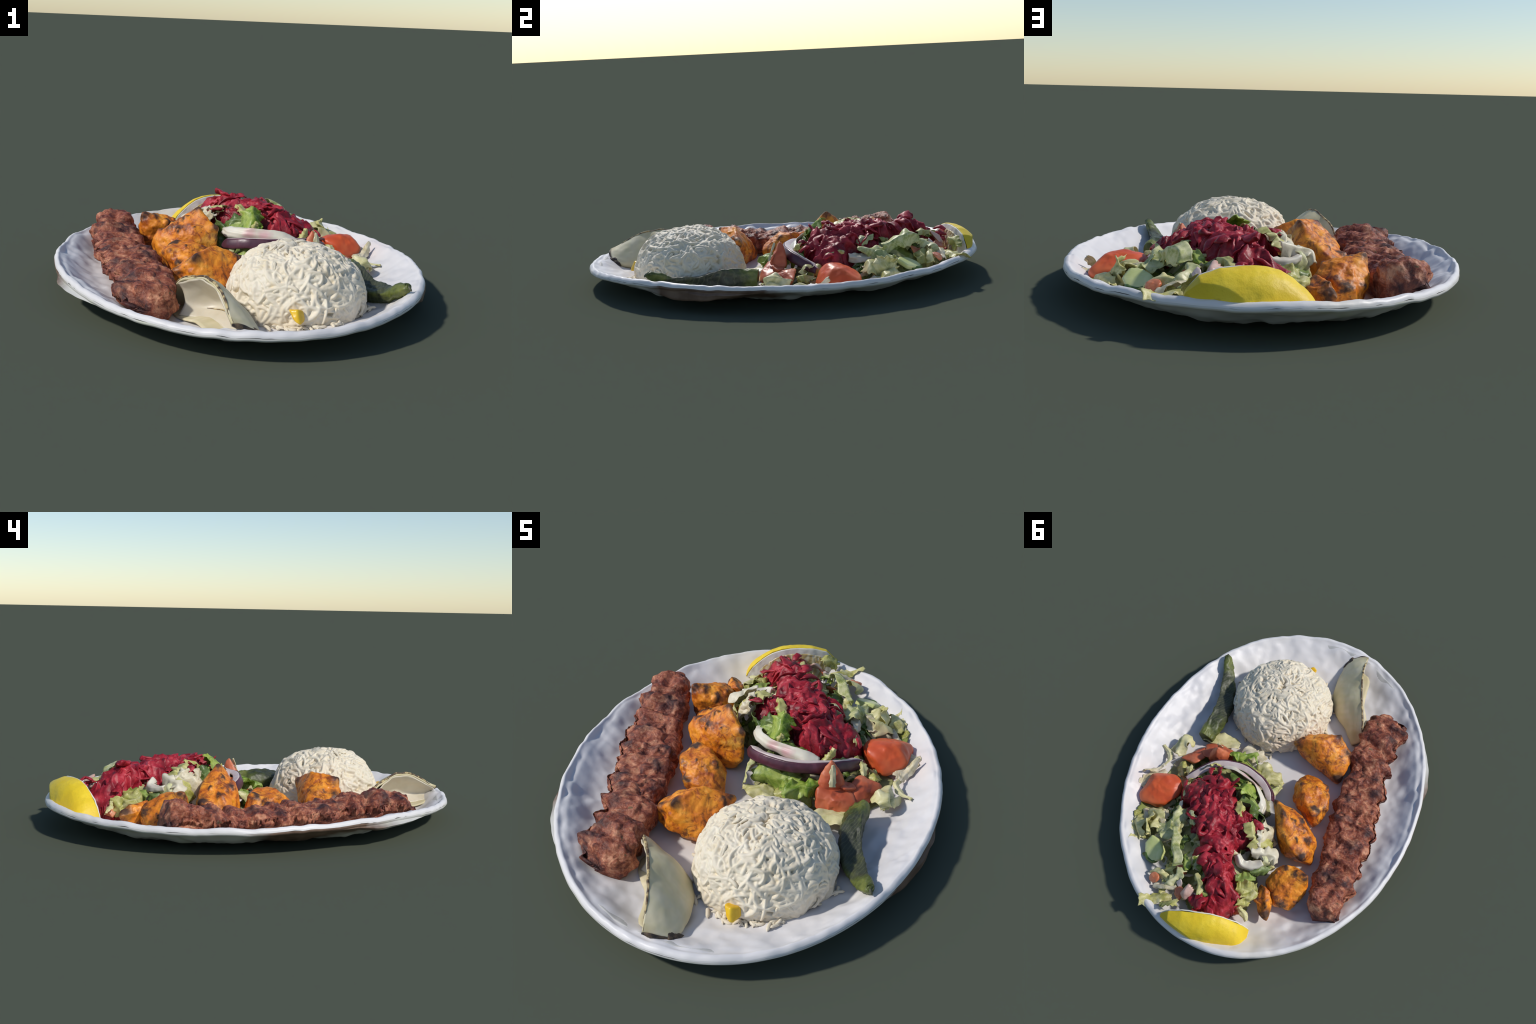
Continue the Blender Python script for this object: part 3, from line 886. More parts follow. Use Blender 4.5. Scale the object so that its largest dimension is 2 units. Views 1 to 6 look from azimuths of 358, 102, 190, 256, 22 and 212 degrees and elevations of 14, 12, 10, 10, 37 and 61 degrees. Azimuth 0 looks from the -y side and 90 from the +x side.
# ------------------------------------------------------------------ lemon
def lemon():
    A, B = np.array([.074, .948, .105]), np.array([-.332, .764, .086])
    base = (A + B) / 2 * (1, 1, 0) + (0, 0, .05)
    ax = unit(B - A)
    out = unit(np.array([-ax[1], ax[0], 0]) * -1.)
    if out[1] < 0:
        out = -out
    up = unit(np.cross(ax, out))
    if up[2] < 0:
        up = -up
    half = np.linalg.norm(B - A) / 2
    cen = (A + B) / 2
    nt, nf = 110, 60
    t = np.sin(np.linspace(-np.pi / 2, np.pi / 2, nt))
    prof = np.interp(t, [-1, -.985, -.956, -.78, -.48, -.2, 0, .2, .4, .6, .75, .86, .95, 1], [0, .22, .40, .76, .94, .99, 1, .97, .88, .70, .52, .35, .15, 0])
    wide = np.where(t < 0, np.maximum(1 - np.abs(t) ** 4, 0) ** .5, np.maximum(1 - np.abs(t) ** 7, 0) ** .45)
    f = np.linspace(.0, 1.66, nf)
    H, W = .137, .111
    P = cen + ax * (t * half)[:, None, None] + up * (prof[:, None] * np.cos(f)[None] * H)[..., None] + out * (wide[:, None] * np.sin(f)[None] * W)[..., None]
    N = unit(up * (np.cos(f) / H)[None, :, None] + out * (np.sin(f) / W)[None, :, None] + ax * (t[:, None, None] * 3))
    fl = P.reshape(-1, 3)
    d = .004 * fbm(fl, .12, 2, 3) + .0007 * fbm(fl, .016, 2, 5)
    P = P + N * d.reshape(nt, nf)[..., None]
    # keep the wedge inside the rim: its foot stands on the inner slope
    th = np.linspace(-np.pi, np.pi, 361)
    X, Y = rim_xy(th)
    a, rr = np.arctan2(Y, X), np.hypot(X, Y)
    o = np.argsort(a)
    def seat(P, gap=.004):
        P = P.copy()
        lim = .978 * np.interp(np.arctan2(P[..., 1], P[..., 0]), a[o], rr[o], period=2 * np.pi)
        k = np.minimum(1, lim / np.hypot(P[..., 0], P[..., 1]))
        P[..., 0] *= k
        P[..., 1] *= k
        P[..., 2] = np.maximum(P[..., 2], plate_top(P[..., 0], P[..., 1]) + gap)
        return P
    P = seat(P)
    m = Mat("lemon_rind", .5, .4, sss=.05)
    c = m.ramp(m.noise(6, 4), (.3, (.74, .49, .018)), (.5, (.86, .61, .025)), (.7, (.92, .69, .06)))
    g = m.spots([((.16, .04, .10), .16)], .2, .04)
    c = m.mix(m.math('MULTIPLY', g, .25), c, (.64, .56, .04))
    p = m.ramp(m.noise(120, 2, .5), (.55, 0.), (.72, 1.))
    c = m.mix(m.math('MULTIPLY', p, .35), c, (.66, .47, .02))
    br = m.spots([((.085, .125, .085), .018), ((.10, .14, .10), .008), ((.20, .11, .06), .05), ((.12, .125, .04), .05), ((.04, .13, .045), .04)], .3, .015)
    c = m.mix(m.math('MULTIPLY', br, .65), c, (.25, .10, .02))
    m.bump(m.voro(170), .15, .002)
    m.done(c)
    T = Thing("lemon_wedge", base, "thick wedge of fresh yellow lemon, rind outward", "lemon")
    V, F = sheet(P - N * .003, N, .006)
    T.part("lemon_rind", seat(V, .001), F, m.m)
    # cut face: white pith ring and juicy flesh, slightly sunk
    r = np.linspace(0, 1, 40)
    def face(scale, lift, sunk, drop):
        Q = cen + ax * (t * half * scale)[:, None, None] + up * (prof[:, None] * (r[None] * (H * scale + drop) - drop) )[..., None]
        Q = Q - up * 0
        Q = Q - out * (lift + (.055 - sunk) * (1 - r[None]) * prof[:, None])[..., None]
        return Q
    Q = face(.985, .005, .010, .055)
    fl = Q.reshape(-1, 3)
    Q = (fl + out * (.002 * fbm(fl, .03, 2, 4))[:, None]).reshape(Q.shape)
    mp = mat_simple("lemon_pith", ((.3, (.70, .66, .54)), (.7, (.82, .79, .70))), 12, .5, .1, sss=.1)
    V, F = sheet(Q, grid_normals(Q), .006)
    T.part("lemon_pith", seat(V, .002), F, mp)
    mf = Mat("lemon_flesh", .25, .5, coat=.2, sss=.15)
    w = mf.ramp(mf.wave(16, 12, 4, mf.map(rot=(0, .1, .45))), (.2, (.56, .42, .17)), (.55, (.66, .54, .28)), (.9, (.74, .66, .42)))
    mf.bump(mf.noise(60, 3), .3, .005)
    mf.done(w)
    Q = face(.80, .014, .010, .055)
    fl = Q.reshape(-1, 3)
    Q = (fl + out * (.003 * ridged(fl * (1, 1, .35), .016, 2, 4))[:, None]).reshape(Q.shape)
    V, F = sheet(Q, grid_normals(Q), .008)
    T.part("lemon_flesh", seat(V, .002), F, mf.m)
    # lower cut face resting on the plate
    lowP = np.stack([P[:, -1], cen + ax * (t * half * .97)[:, None] + up * (prof * -.05)[:, None]], 1)
    w = np.linspace(0, 1, 12)
    Q = lowP[:, :1] * (1 - w[None, :, None]) + lowP[:, 1:] * w[None, :, None]
    V, F = sheet(Q, grid_normals(Q), .006)
    T.part("lemon_lower_cut", seat(V, .0015), F, mp)

# ------------------------------------------------------------------ tomatoes
def tomatoes():
    def mt(name, a, b, c_):
        m = Mat(name, .42, .45, sss=.06)
        c = m.ramp(m.noise(9, 4, .5, .4), (.3, a), (.5, b), (.7, c_))
        s = m.ramp(m.noise(18, 4, .6, 1., off=3), (.63, 0.), (.72, 1.))
        c = m.mix(m.math('MULTIPLY', s, .3), c, (.78, .36, .18))
        m.bump(m.noise(30, 3), .15, .004)
        return m.done(c)
    mt1 = mt("tomato_skin", (.54, .070, .022), (.70, .108, .030), (.78, .17, .055))
    mt2 = mt("tomato_flesh", (.42, .070, .030), (.58, .130, .055), (.66, .21, .10))
    V, F = chunk([(.480, .310, .172), (.53, .38, .158), (.568, .46, .105), (.585, .44, .09), (.43, .36, .158), (.375, .33, .125), (.40, .29, .145), (.47, .26, .135), (.552, .27, .075), (.585, .31, .10), (.545, .32, .150),
                  (.395, .40, .125), (.44, .45, .115), (.51, .475, .10), (.56, .48, .08), (.41, .30, .055), (.5, .25, .055), (.58, .36, .05), (.45, .45, .05)], 5, 15, 1.03, [('f', .10, .007, 3), ('r', .06, .003, 4), ('f', .03, .002, 5)])
    Thing("tomato_wedge", (.49, .36, .05), "plump red tomato wedge, skin side up", "tomato", V, F, mt1)
    # an irregular cut piece: pointed upright horn, a low bowl and a second lobe
    b = np.array([.39, .05, .05])
    T = Thing("tomato_slice", b, "irregular torn red tomato slice with pointed tip", "tomato")
    parts = [chunk([(.328, .052, .246), (.312, .042, .215), (.348, .050, .21), (.330, .07, .215), (.290, .01, .15), (.385, .035, .145), (.375, .09, .13), (.30, .08, .13), (.315, -.01, .12), (.285, .02, .10), (.39, .06, .09), (.33, .0, .09)], 5, 14, 1.03, [('f', .06, .006, 2), ('r', .05, .004, 6)]),
             chunk([(.288, -.008, .140), (.268, .0, .10), (.300, -.052, .055), (.37, -.048, .055), (.44, -.030, .060), (.455, .0, .080), (.43, .04, .105), (.34, .05, .135), (.295, -.035, .110), (.38, -.03, .104), (.28, .02, .05), (.45, .03, .045), (.35, .07, .05)], 5, 14, 1.03, [('f', .06, .007, 5), ('r', .05, .005, 7)]),
             chunk([(.522, .142, .082), (.418, .148, .128), (.505, .152, .10), (.485, .062, .075), (.445, .022, .088), (.410, .06, .115), (.398, .09, .112), (.437, -.003, .05), (.515, .10, .05), (.45, .13, .05), (.46, .10, .12)], 5, 14, 1.03, [('f', .06, .005, 8), ('r', .04, .003, 9)]),
             chunk([(.36, .035, .14), (.40, .02, .13), (.44, .06, .12), (.41, .09, .12), (.37, .08, .13), (.40, .05, .07), (.38, .05, .06)], 4, 10, 1.04, [('f', .04, .005, 12)])]
    for v, f in parts:
        T.part("tomato_lobe", v, f, mt2)
    v, f = leaf([(.342, .030, .232), (.346, .015, .19), (.352, .0, .145)], .026, up=(.3, -1, .35), curl=.2, ruffle=.002, thick=.006, seed=5, taper=(.5, .9))
    T.part("peel_strip", v, f, mat_simple("pale_peel", ((.3, (.50, .45, .25)), (.7, (.62, .56, .36))), 14, .4))

# ------------------------------------------------------------------ salad
BED = [(-.03, .11), (.01, .05), (.12, .0), (.30, -.03), (.45, .0), (.54, .12), (.53, .22), (.50, .30), (.52, .46), (.52, .54), (.43, .66), (.33, .69), (.26, .66), (.21, .70), (.16, .74), (.10, .77), (.02, .81), (-.10, .82), (-.20, .74), (-.24, .66), (-.22, .53), (-.16, .46), (-.22, .40), (-.21, .33), (-.13, .29), (-.03, .20), (-.05, .14)]
BED_H = [(.06, .22, .20), (.1, .45, .23), (0, .6, .22), (-.05, .66, .23), (.25, .2, .12), (.33, .3, .12), (.3, .14, .08), (.2, .35, .23), (-.1, .4, .20), (-.2, .42, .11), (-.12, .3, .15), (-.05, .15, .06), (.1, 0, .05), (.25, -.02, .05),
         (.42, .1, .065), (.42, .4, .09), (.32, .5, .13), (.47, .55, .07), (.32, .66, .11), (.2, .7, .15), (.1, .7, .17), (0, .77, .15), (-.2, .7, .14), (.2, .86, .09), (.08, .86, .10), (-.14, .8, .15), (-.25, .62, .07), (.55, .3, .05), (.5, .0, .045)]
BEET = [(.345, .215), (.24, .150), (.15, .175), (.08, .255), (-.02, .285), (-.09, .305), (-.105, .36), (-.085, .43), (-.078, .53), (-.12, .61), (-.20, .68), (-.20, .78), (-.15, .83), (-.07, .81), (-.075, .76), (-.01, .68), (.025, .62), (.035, .57), (.09, .56), (.13, .52), (.22, .475), (.30, .405), (.355, .39), (.375, .30)]
BEET_H = [(-.08, .645, .298), (-.02, .62, .295), (.106, .465, .298), (.124, .26, .298), (.057, .476, .272), (.167, .354, .285), (.114, .531, .285), (.02, .63, .275), (.37, .3, .182), (.255, .14, .218), (-.095, .32, .262), (.33, .22, .195), (.08, .26, .275),
          (-.08, .42, .245), (-.08, .54, .25), (-.2, .69, .20), (-.2, .8, .185), (-.1, .79, .215), (-.16, .84, .19), (.05, .56, .27), (.3, .4, .205), (.22, .48, .24), (-.02, .3, .272), (.25, .3, .255), (-.13, .62, .24), (-.03, .73, .23)]

def field(poly, ctrl, step, edge, drop, rough, s=.07, lower=0.):
    P = np.asarray(poly)
    x = np.arange(P[:, 0].min() - .02, P[:, 0].max() + .02, step)
    y = np.arange(P[:, 1].min() - .02, P[:, 1].max() + .02, step)
    X, Y = np.meshgrid(x, y, indexing='ij')
    Q = np.stack([X.ravel(), Y.ravel(), 0 * X.ravel()], 1)
    d = inside(poly, X, Y) + (.02 * fbm(Q, .07, 2, 77)).reshape(X.shape)
    Z = heights(ctrl, X, Y, s) + lower
    Z = Z + rough(Q).reshape(X.shape)
    k = smooth(-.005, edge, d)
    Z = Z - drop * (1 - np.sqrt(np.clip(k, 0, 1)))
    V = np.stack([X, Y, Z], -1)
    keep = d > -.012
    V2 = V.reshape(-1, 3)
    F = [q for q in grid_faces(*X.shape) if keep.ravel()[list(q)].all()]
    used = np.zeros(len(V2), bool)
    used[np.unique(np.array(F))] = True
    idx = np.cumsum(used) - 1
    top = V2[used].copy()
    top[:, 2] = np.maximum(top[:, 2], plate_top(top[:, 0], top[:, 1]) + .004)
    F = [tuple(int(idx[i]) for i in q) for q in F]
    # close underneath
    bot = top.copy()
    bot[:, 2] = plate_top(top[:, 0], top[:, 1]) + .001
    n = len(top)
    cnt = {}
    for q in F:
        for a, b in zip(q, q[1:] + q[:1]):
            cnt[(a, b)] = 1
    G = F + [tuple(n + i for i in q[::-1]) for q in F]
    G += [(b, a, n + a, n + b) for (a, b) in cnt if (b, a) not in cnt]
    return np.vstack([top, bot]), G

def rest(V):
    """nothing sinks into the plate"""
    V = V.copy()
    h = V.shape[0] // 2
    V[:h, 2] = np.maximum(V[:h, 2], plate_top(V[:h, 0], V[:h, 1]) + .005)
    V[h:, 2] = np.maximum(V[h:, 2], plate_top(V[h:, 0], V[h:, 1]) + .001)
    return V

def salad():
    T = Thing("mixed_salad", (.15, .4, .05), "heap of torn lettuce topped with shredded beetroot", "salad")
    green = mat_lettuce("green_lettuce", (.060, .125, .010), (.20, .32, .025), (.42, .52, .09), (.56, .62, .22), .2)
    dark = mat_lettuce("dark_green_lettuce", (.030, .065, .010), (.075, .14, .018), (.16, .24, .04), (.30, .36, .14), .1)
    pale = mat_lettuce("pale_lettuce", (.30, .31, .055), (.58, .54, .16), (.82, .75, .36), (.88, .82, .54), .2)  # blue taken out of the colours to counter bluish skylight
    blue = mat_lettuce("whitish_green_lettuce", (.22, .28, .06), (.52, .54, .19), (.76, .73, .38), (.88, .84, .58), .15)
    beige = mat_lettuce("cream_lettuce", (.46, .38, .17), (.70, .60, .36), (.84, .75, .54), (.86, .79, .62), .15)
    olive = mat_lettuce("yellow_green_lettuce", (.22, .23, .04), (.42, .41, .09), (.62, .58, .20), (.70, .65, .32), .15)
    mats = dict(g=green, d=dark, p=pale, b=blue, c=beige, o=olive)
    # ---- compact heap of torn leaves under everything
    m = Mat("heaped_lettuce", .5, .4)
    vo = m.n("TexVoronoi", feature='F1')
    wob = m.n("VectorMath", operation='MULTIPLY_ADD')
    nz = m.n("TexNoise")
    m.wire(m.co, nz.inputs["Vector"])
    nz.inputs["Scale"].default_value = 14
    m.wire(nz.outputs["Color"], wob.inputs[0])
    wob.inputs[1].default_value = (.06, .06, .06)
    m.wire(m.co, wob.inputs[2])
    m.wire(wob.outputs[0], vo.inputs["Vector"])
    vo.inputs["Scale"].default_value = 17
    sep = m.n("SeparateColor")
    m.wire(vo.outputs["Color"], sep.inputs[0])
    c = m.ramp(sep.outputs[0], (0., (.10, .14, .025)), (.2, (.22, .26, .05)), (.4, (.42, .41, .18)), (.6, (.55, .52, .30)), (.8, (.30, .33, .10)), (1., (.60, .54, .38)))
    c = m.mix(m.math('MULTIPLY', m.ramp(m.noise(25, 4), (.4, 0.), (.7, 1.)), .4), c, (.12, .15, .035))
    m.bump(m.noise(30, 4), .4, .01)
    mbed = m.done(c)
    V, F = field(BED, BED_H, .006, .09, .085, lambda Q: .022 * ridged(Q, .09, 2, 5) + .010 * ridged(Q, .04, 2, 15) - .012, lower=-.032)
    T.part("lettuce_heap", V, F, mbed, "stuff")

    # ---- leaves that can be told apart: (colour, spine, width, facing, curl, ruffle)
    L = [
        # stringy bits by the rim
        ('c', [(.628, .335, .128), (.605, .295, .095), (.585, .255, .078), (.575, .22, .072)], .040, (.5, -.4, .8), .3, .004),
        ('p', [(.575, .225, .074), (.567, .18, .082), (.60, .145, .074), (.652, .125, .07)], .026, (.2, 0, 1), .4, .003),
        ('c', [(.60, .40, .082), (.585, .33, .082), (.55, .25, .068)], .075, (.2, 0, 1), .1, .004),
        ('p', [(.545, .13, .075), (.55, .07, .105), (.53, .02, .085)], .070, (.5, -.3, .8), .7, .012),
        ('p', [(.60, .12, .06), (.575, .06, .08), (.55, .03, .075)], .055, (.3, 0, 1), .6, .008),
        ('o', [(.45, .235, .080), (.475, .195, .088), (.48, .16, .08)], .050, (0, -.3, 1), .6, .008),
        ('p', [(.400, .220, .128), (.425, .19, .132), (.44, .165, .105)], .030, (0, -.4, 1), .6, .005),
        # thin pale leaves flat on the plate between pepper, tomato and rice
        ('p', [(.50, -.06, .056), (.40, -.08, .064), (.30, -.10, .062)], .085, (.1, -.1, 1), .15, .006),
        ('c', [(.27, -.11, .058), (.20, -.10, .066), (.13, -.10, .062)], .085, (0, -.1, 1), .15, .006),
        ('p', [(.14, -.06, .062), (.06, -.04, .072), (-.02, -.02, .065)], .080, (0, -.1, 1), .25, .008),
        # bright green below the onion ring
        ('g', [(-.005, .055, .088), (.07, .042, .094), (.14, .036, .096), (.21, .036, .100)], .092, (.1, -.85, .55), .30, .010),
        ('g', [(.165, -.070, .108), (.205, -.042, .122), (.25, -.012, .126), (.29, .012, .118)], .085, (.1, -.7, .75), .45, .012),
        ('g', [(.13, .025, .095), (.17, .0, .075), (.22, -.03, .050), (.27, -.045, .036)], .090, (.1, -.7, .8), .35, .010),
        ('o', [(.02, .0, .045), (.08, -.012, .052), (.15, -.02, .048)], .070, (0, -.6, .8), .3, .008),
        ('b', [(-.025, .10, .135), (-.03, .05, .11), (-.03, -.01, .07)], .040, (-.7, -.5, .5), .3, .005),
        # white thick leaf standing behind the ring
        ('W', [(-.056, .232, .190), (-.035, .180, .192), (.03, .132, .196), (.12, .100, .198), (.20, .095, .192), (.256, .108, .178)], .058, (-.1, -1, .35), .25, .006),
        # green curls in front of the beetroot
        ('g', [(.045, .150, .205), (.06, .178, .238), (.072, .205, .268), (.078, .224, .290)], .105, (-.25, -1, .1), .45, .008),
        ('g', [(-.03, .235, .205), (.02, .20, .218), (.065, .165, .212), (.12, .155, .208)], .070, (-.2, -.8, .6), .4, .012),
        ('p', [(.070, .132, .206), (.078, .140, .228), (.082, .150, .246)], .030, (-.2, -1, .2), .5, .003),
        ('d', [(.06, .235, .24), (.0, .232, .232), (-.045, .255, .205), (-.07, .275, .165)], .060, (-.6, -.5, .5), .5, .012),
        ('d', [(-.07, .26, .225), (-.085, .265, .165), (-.085, .245, .10)], .110, (-.6, -.8, .1), .2, .010),
        # cream wall of lettuce facing the chicken
        ('c', [(-.135, .335, .255), (-.165, .325, .185), (-.185, .315, .105)], .120, (-1, -.25, .3), .35, .010),
        ('o', [(-.12, .40, .245), (-.18, .395, .175), (-.215, .385, .09)], .130, (-1, 0, .35), .3, .010),
        ('c', [(-.115, .295, .255), (-.15, .300, .225), (-.17, .325, .19)], .055, (-.8, -.6, .3), .4, .006),
        # white and cream curls towards the near chicken
        ('W', [(-.09, .50, .205), (-.13, .52, .188), (-.18, .505, .185), (-.215, .46, .190)], .050, (-.7, .5, .6), .6, .006),
        ('c', [(-.15, .455, .218), (-.20, .43, .215), (-.245, .405, .195), (-.262, .425, .165)], .065, (-.5, .3, .8), .6, .010),
        ('b', [(-.20, .46, .19), (-.235, .44, .16), (-.25, .42, .11)], .075, (-1, .2, .4), .5, .010),
        ('d', [(-.18, .52, .150), (-.215, .485, .142), (-.245, .45, .13)], .070, (-.6, .5, .6), .4, .010),
        ('g', [(-.15, .60, .168), (-.19, .575, .165), (-.225, .545, .145)], .060, (-.5, .5, .8), .5, .010),
        ('o', [(-.17, .64, .17), (-.215, .615, .155), (-.26, .58, .125)], .085, (-.6, .5, .7), .5, .014),
        ('p', [(-.21, .655, .15), (-.25, .63, .13), (-.272, .60, .09)], .070, (-.8, .4, .4), .5, .012),
        ('p', [(-.235, .705, .140), (-.265, .715, .122), (-.30, .735, .10)], .036, (-.5, .6, .7), .4, .004),
        ('o', [(-.20, .70, .15), (-.235, .68, .115), (-.25, .65, .075)], .080, (-.8, .5, .3), .4, .010),
        # whitish leaves along the right flank of the beetroot
        ('b', [(.292, .43, .185), (.285, .50, .172), (.29, .555, .155), (.32, .60, .135)], .085, (.5, .2, .85), .55, .012),
        ('b', [(.26, .545, .185), (.22, .60, .200), (.18, .645, .218), (.145, .685, .222), (.135, .70, .195)], .070, (.6, .3, .75), .8, .008),
        ('b', [(.30, .50, .16), (.325, .545, .145), (.365, .575, .12)], .085, (.7, .3, .7), .4, .012),
        ('p', [(.25, .47, .17), (.245, .53, .18), (.235, .58, .185)], .045, (.6, .2, .8), .6, .006),
        ('W', [(.33, .39, .155), (.315, .45, .150), (.30, .50, .15)], .050, (.8, .2, .5), .4, .006),
        # pale leaves standing near the rim
        ('p', [(.425, .585, .080), (.410, .565, .125), (.405, .560, .178)], .120, (.75, .2, .6), .35, .010),
        ('p', [(.50, .545, .082), (.475, .575, .095), (.44, .62, .098), (.41, .655, .09)], .075, (.6, .2, .8), .5, .010),
        ('p', [(.44, .475, .105), (.40, .53, .128), (.375, .585, .128)], .080, (.4, .1, .9), .5, .014),
        ('c', [(.50, .495, .07), (.47, .53, .085), (.455, .56, .085)], .045, (.5, 0, .9), .5, .006),
        ('p', [(.455, .66, .085), (.43, .70, .082), (.41, .72, .08)], .040, (.4, .3, .9), .5, .006),
        ('c', [(.40, .46, .12), (.375, .505, .128), (.34, .55, .135)], .060, (.4, .1, .9), .6, .010),
        ('o', [(.35, .30, .105), (.385, .25, .105), (.40, .20, .10)], .070, (.9, .1, .4), .3, .010),
        ('d', [(.385, .44, .09), (.37, .50, .085), (.36, .56, .08)], .100, (.8, .1, .5), .2, .010),
        # grey-green and green leaves towards the lemon
        ('g', [(.125, .645, .205), (.105, .66, .215), (.08, .695, .19)], .045, (.3, .8, .6), .5, .008),
        ('b', [(.105, .70, .185), (.10, .735, .178), (.11, .775, .165), (.13, .80, .14)], .060, (.4, .6, .7), .6, .010),
        ('o', [(.20, .70, .12), (.165, .735, .12), (.14, .77, .12)], .080, (.4, .6, .7), .4, .012),
        # pale long leaves over the rim
        ('p', [(.205, .942, .138), (.16, .905, .128), (.12, .87, .128), (.075, .845, .130)], .060, (.2, .2, 1), .3, .008),
        ('c', [(.19, .84, .118), (.155, .82, .140), (.11, .80, .148), (.08, .79, .15)], .036, (.3, .3, 1), .5, .008),
        ('p', [(.245, .775, .110), (.21, .775, .140), (.17, .775, .150), (.13, .78, .145)], .040, (.3, .3, 1), .6, .010),
        ('o', [(.16, .79, .135), (.15, .82, .130), (.14, .85, .115)], .035, (.5, .2, .8), .5, .006),
        ('o', [(.09, .90, .145), (.05, .885, .175), (.02, .86, .185)], .060, (.3, -.6, .7), .4, .006),
        ('g', [(-.03, .73, .20), (-.06, .745, .185), (-.10, .75, .19)], .045, (-.5, .5, .7), .5, .006),
        # olive scraps caught in the beetroot
        ('o', [(-.06, .34, .268), (-.10, .37, .255), (-.125, .39, .235)], .080, (-.6, .1, .8), .4, .006),
        ('c', [(-.13, .345, .262), (-.15, .375, .245), (-.165, .405, .22)], .040, (-.8, .2, .6), .5, .005),
        ('o', [(.05, .26, .245), (.02, .30, .268), (-.01, .345, .270)], .045, (-.3, -.4, 1), .5, .006),
        ('b', [(.25, .42, .20), (.22, .45, .222), (.17, .49, .228)], .045, (.5, .2, .8), .5, .006),
        ('p', [(.33, .37, .165), (.345, .33, .185), (.36, .28, .170)], .035, (.8, 0, .7), .5, .005),
        ('o', [(.02, .70, .215), (-.02, .73, .212), (-.05, .78, .205)], .04, (.5, .5, .8), .5, .005),
        ('d', [(.17, .62, .19), (.19, .58, .185), (.2, .54, .18)], .05, (.6, .3, .7), .3, .006),
        ('d', [(.05, .135, .20), (.12, .125, .195), (.2, .13, .19)], .05, (0, -.5, .8), .3, .008),
        ('p', [(.268, .098, .165), (.30, .13, .20), (.31, .155, .222)], .03, (.2, -1, .2), .4, .004),
        ('d', [(.29, .11, .14), (.33, .14, .15), (.38, .19, .13)], .06, (.3, -.8, .5), .3, .008),
        
    ]
    white = Mat("white_cabbage_leaf", .4, .5, sss=.1)
    c = white.ramp(white.noise(7, 4), (.3, (.62, .56, .43)), (.7, (.78, .73, .60)))
    pk = white.spots([((-.10, -.30, .15), .05), ((-.03, -.31, .15), .045), ((-.22, .1, .15), .04)], .2, .02)
    c = white.mix(white.math('MULTIPLY', pk, .6), c, (.62, .22, .28))
    mats['W'] = white.done(c)
    for i, (k, sp, w, up, cu, ru) in enumerate(L):
        th = .008 if k == 'W' else .0032
        V, F = leaf(sp, w, up, cu, ru * 1.1, th, seed=40 + i * 7, torn=.06 if k == 'W' else .16, taper=(.75, .6))
        T.part("lettuce_leaf", rest(V), F, mats[k])
    # loose scraps that fill the heap's flanks
    rs = RS(21)
    n = 0
    while n < 85:
        x, y = rs.uniform(-.27, .62), rs.uniform(-.1, .9)
        d = inside(BED, np.array([x]), np.array([y]))[0]
        if d < .01 or inside(BEET, np.array([x]), np.array([y]))[0] > .03:
            continue
        if -.03 < x < .3 and y < .12 or x > .36 and .22 < y < .46 or x > .25 and y < .16:
            continue
        z = heights(BED_H, np.array([x]), np.array([y]), .07)[0] - .022 - .085 * (1 - math.sqrt(smooth(0, .09, d)))
        a = rs.rand() * 6.28
        l = rs.uniform(.03, .065)
        dx, dy = math.cos(a) * l, math.sin(a) * l
        g = np.array([x - .1, y - .42])
        g = g / np.linalg.norm(g)
        up = (g[0] * .7 + rs.randn() * .3, g[1] * .7 + rs.randn() * .3, .8)
        z0 = max(z - .004, .035)
        k = rs.choice(list('ppcbogod'))
        V, F = leaf([(x - dx, y - dy, z0 - rs.uniform(0, .012)), (x, y, z0 + .012), (x + dx, y + dy, z0 - rs.uniform(-.012, .014))], rs.uniform(.016, .055), up, .6, .008, .003, seed=500 + n, nu=16, nv=9, twist=rs.randn() * .5, taper=(.7, .6))
        T.part("lettuce_leaf", rest(V), F, mats[k])
        n += 1

    # ---- red onion ring
    pur = mat_simple("purple_onion_skin", ((.3, (.050, .014, .024)), (.5, (.085, .024, .040)), (.7, (.15, .05, .075))), 14, .35, .12)
    ow = mat_simple("onion_white", ((.3, (.58, .46, .44)), (.7, (.74, .65, .60))), 12, .38, .1, sss=.15)
    R = curve([(-.060, .128, .150), (-.035, .092, .158), (.02, .060, .166), (.09, .040, .172), (.166, .036, .174), (.24, .055, .172), (.307, .090, .168), (.360, .145, .150), (.395, .200, .130), (.418, .240, .112)], 90)
    Tn = unit(np.gradient(R, axis=0))
    inn = unit(np.cross((0, 0, 1), Tn))
    w = np.linspace(-1, 1, 9)
    prof = np.interp(np.linspace(0, 1, 90), [0, .05, .9, 1], [.6, 1, 1, .6])
    up = np.array([0, 0, 1.])
    skin = R[:, None] + up * (w[None] * .021 * prof[:, None])[..., None] + inn[:, None] * (.007 * w[None] - .004 * (1 - w ** 2)[None])[..., None]
    q = np.linspace(0, 1, 9)
    pulp = R[:, None] + up * ((.0195 - .013 * q[None] ** 1.5) * prof[:, None])[..., None] + inn[:, None] * ((.009 + .030 * q[None]) * prof[:, None])[..., None]
    for name, mat, P, th in (("onion_ring_skin", pur, skin, .008), ("onion_ring_flesh", ow, pulp, .009)):
        fl = P.reshape(-1, 3)
        P = (fl + np.stack([fbm(fl, .06, 2, 60 + k) for k in range(3)], 1) * .0025).reshape(P.shape)
        V, F = sheet(P, grid_normals(P), th * prof[:, None] * np.ones((1, 9)))
        T.part(name, V, F, mat)

    # ---- cucumber, tomato and onion bits
    cu = mat_simple("cucumber_flesh", ((.3, (.52, .58, .17)), (.7, (.74, .74, .38))), 10, .35, .15, sss=.1)
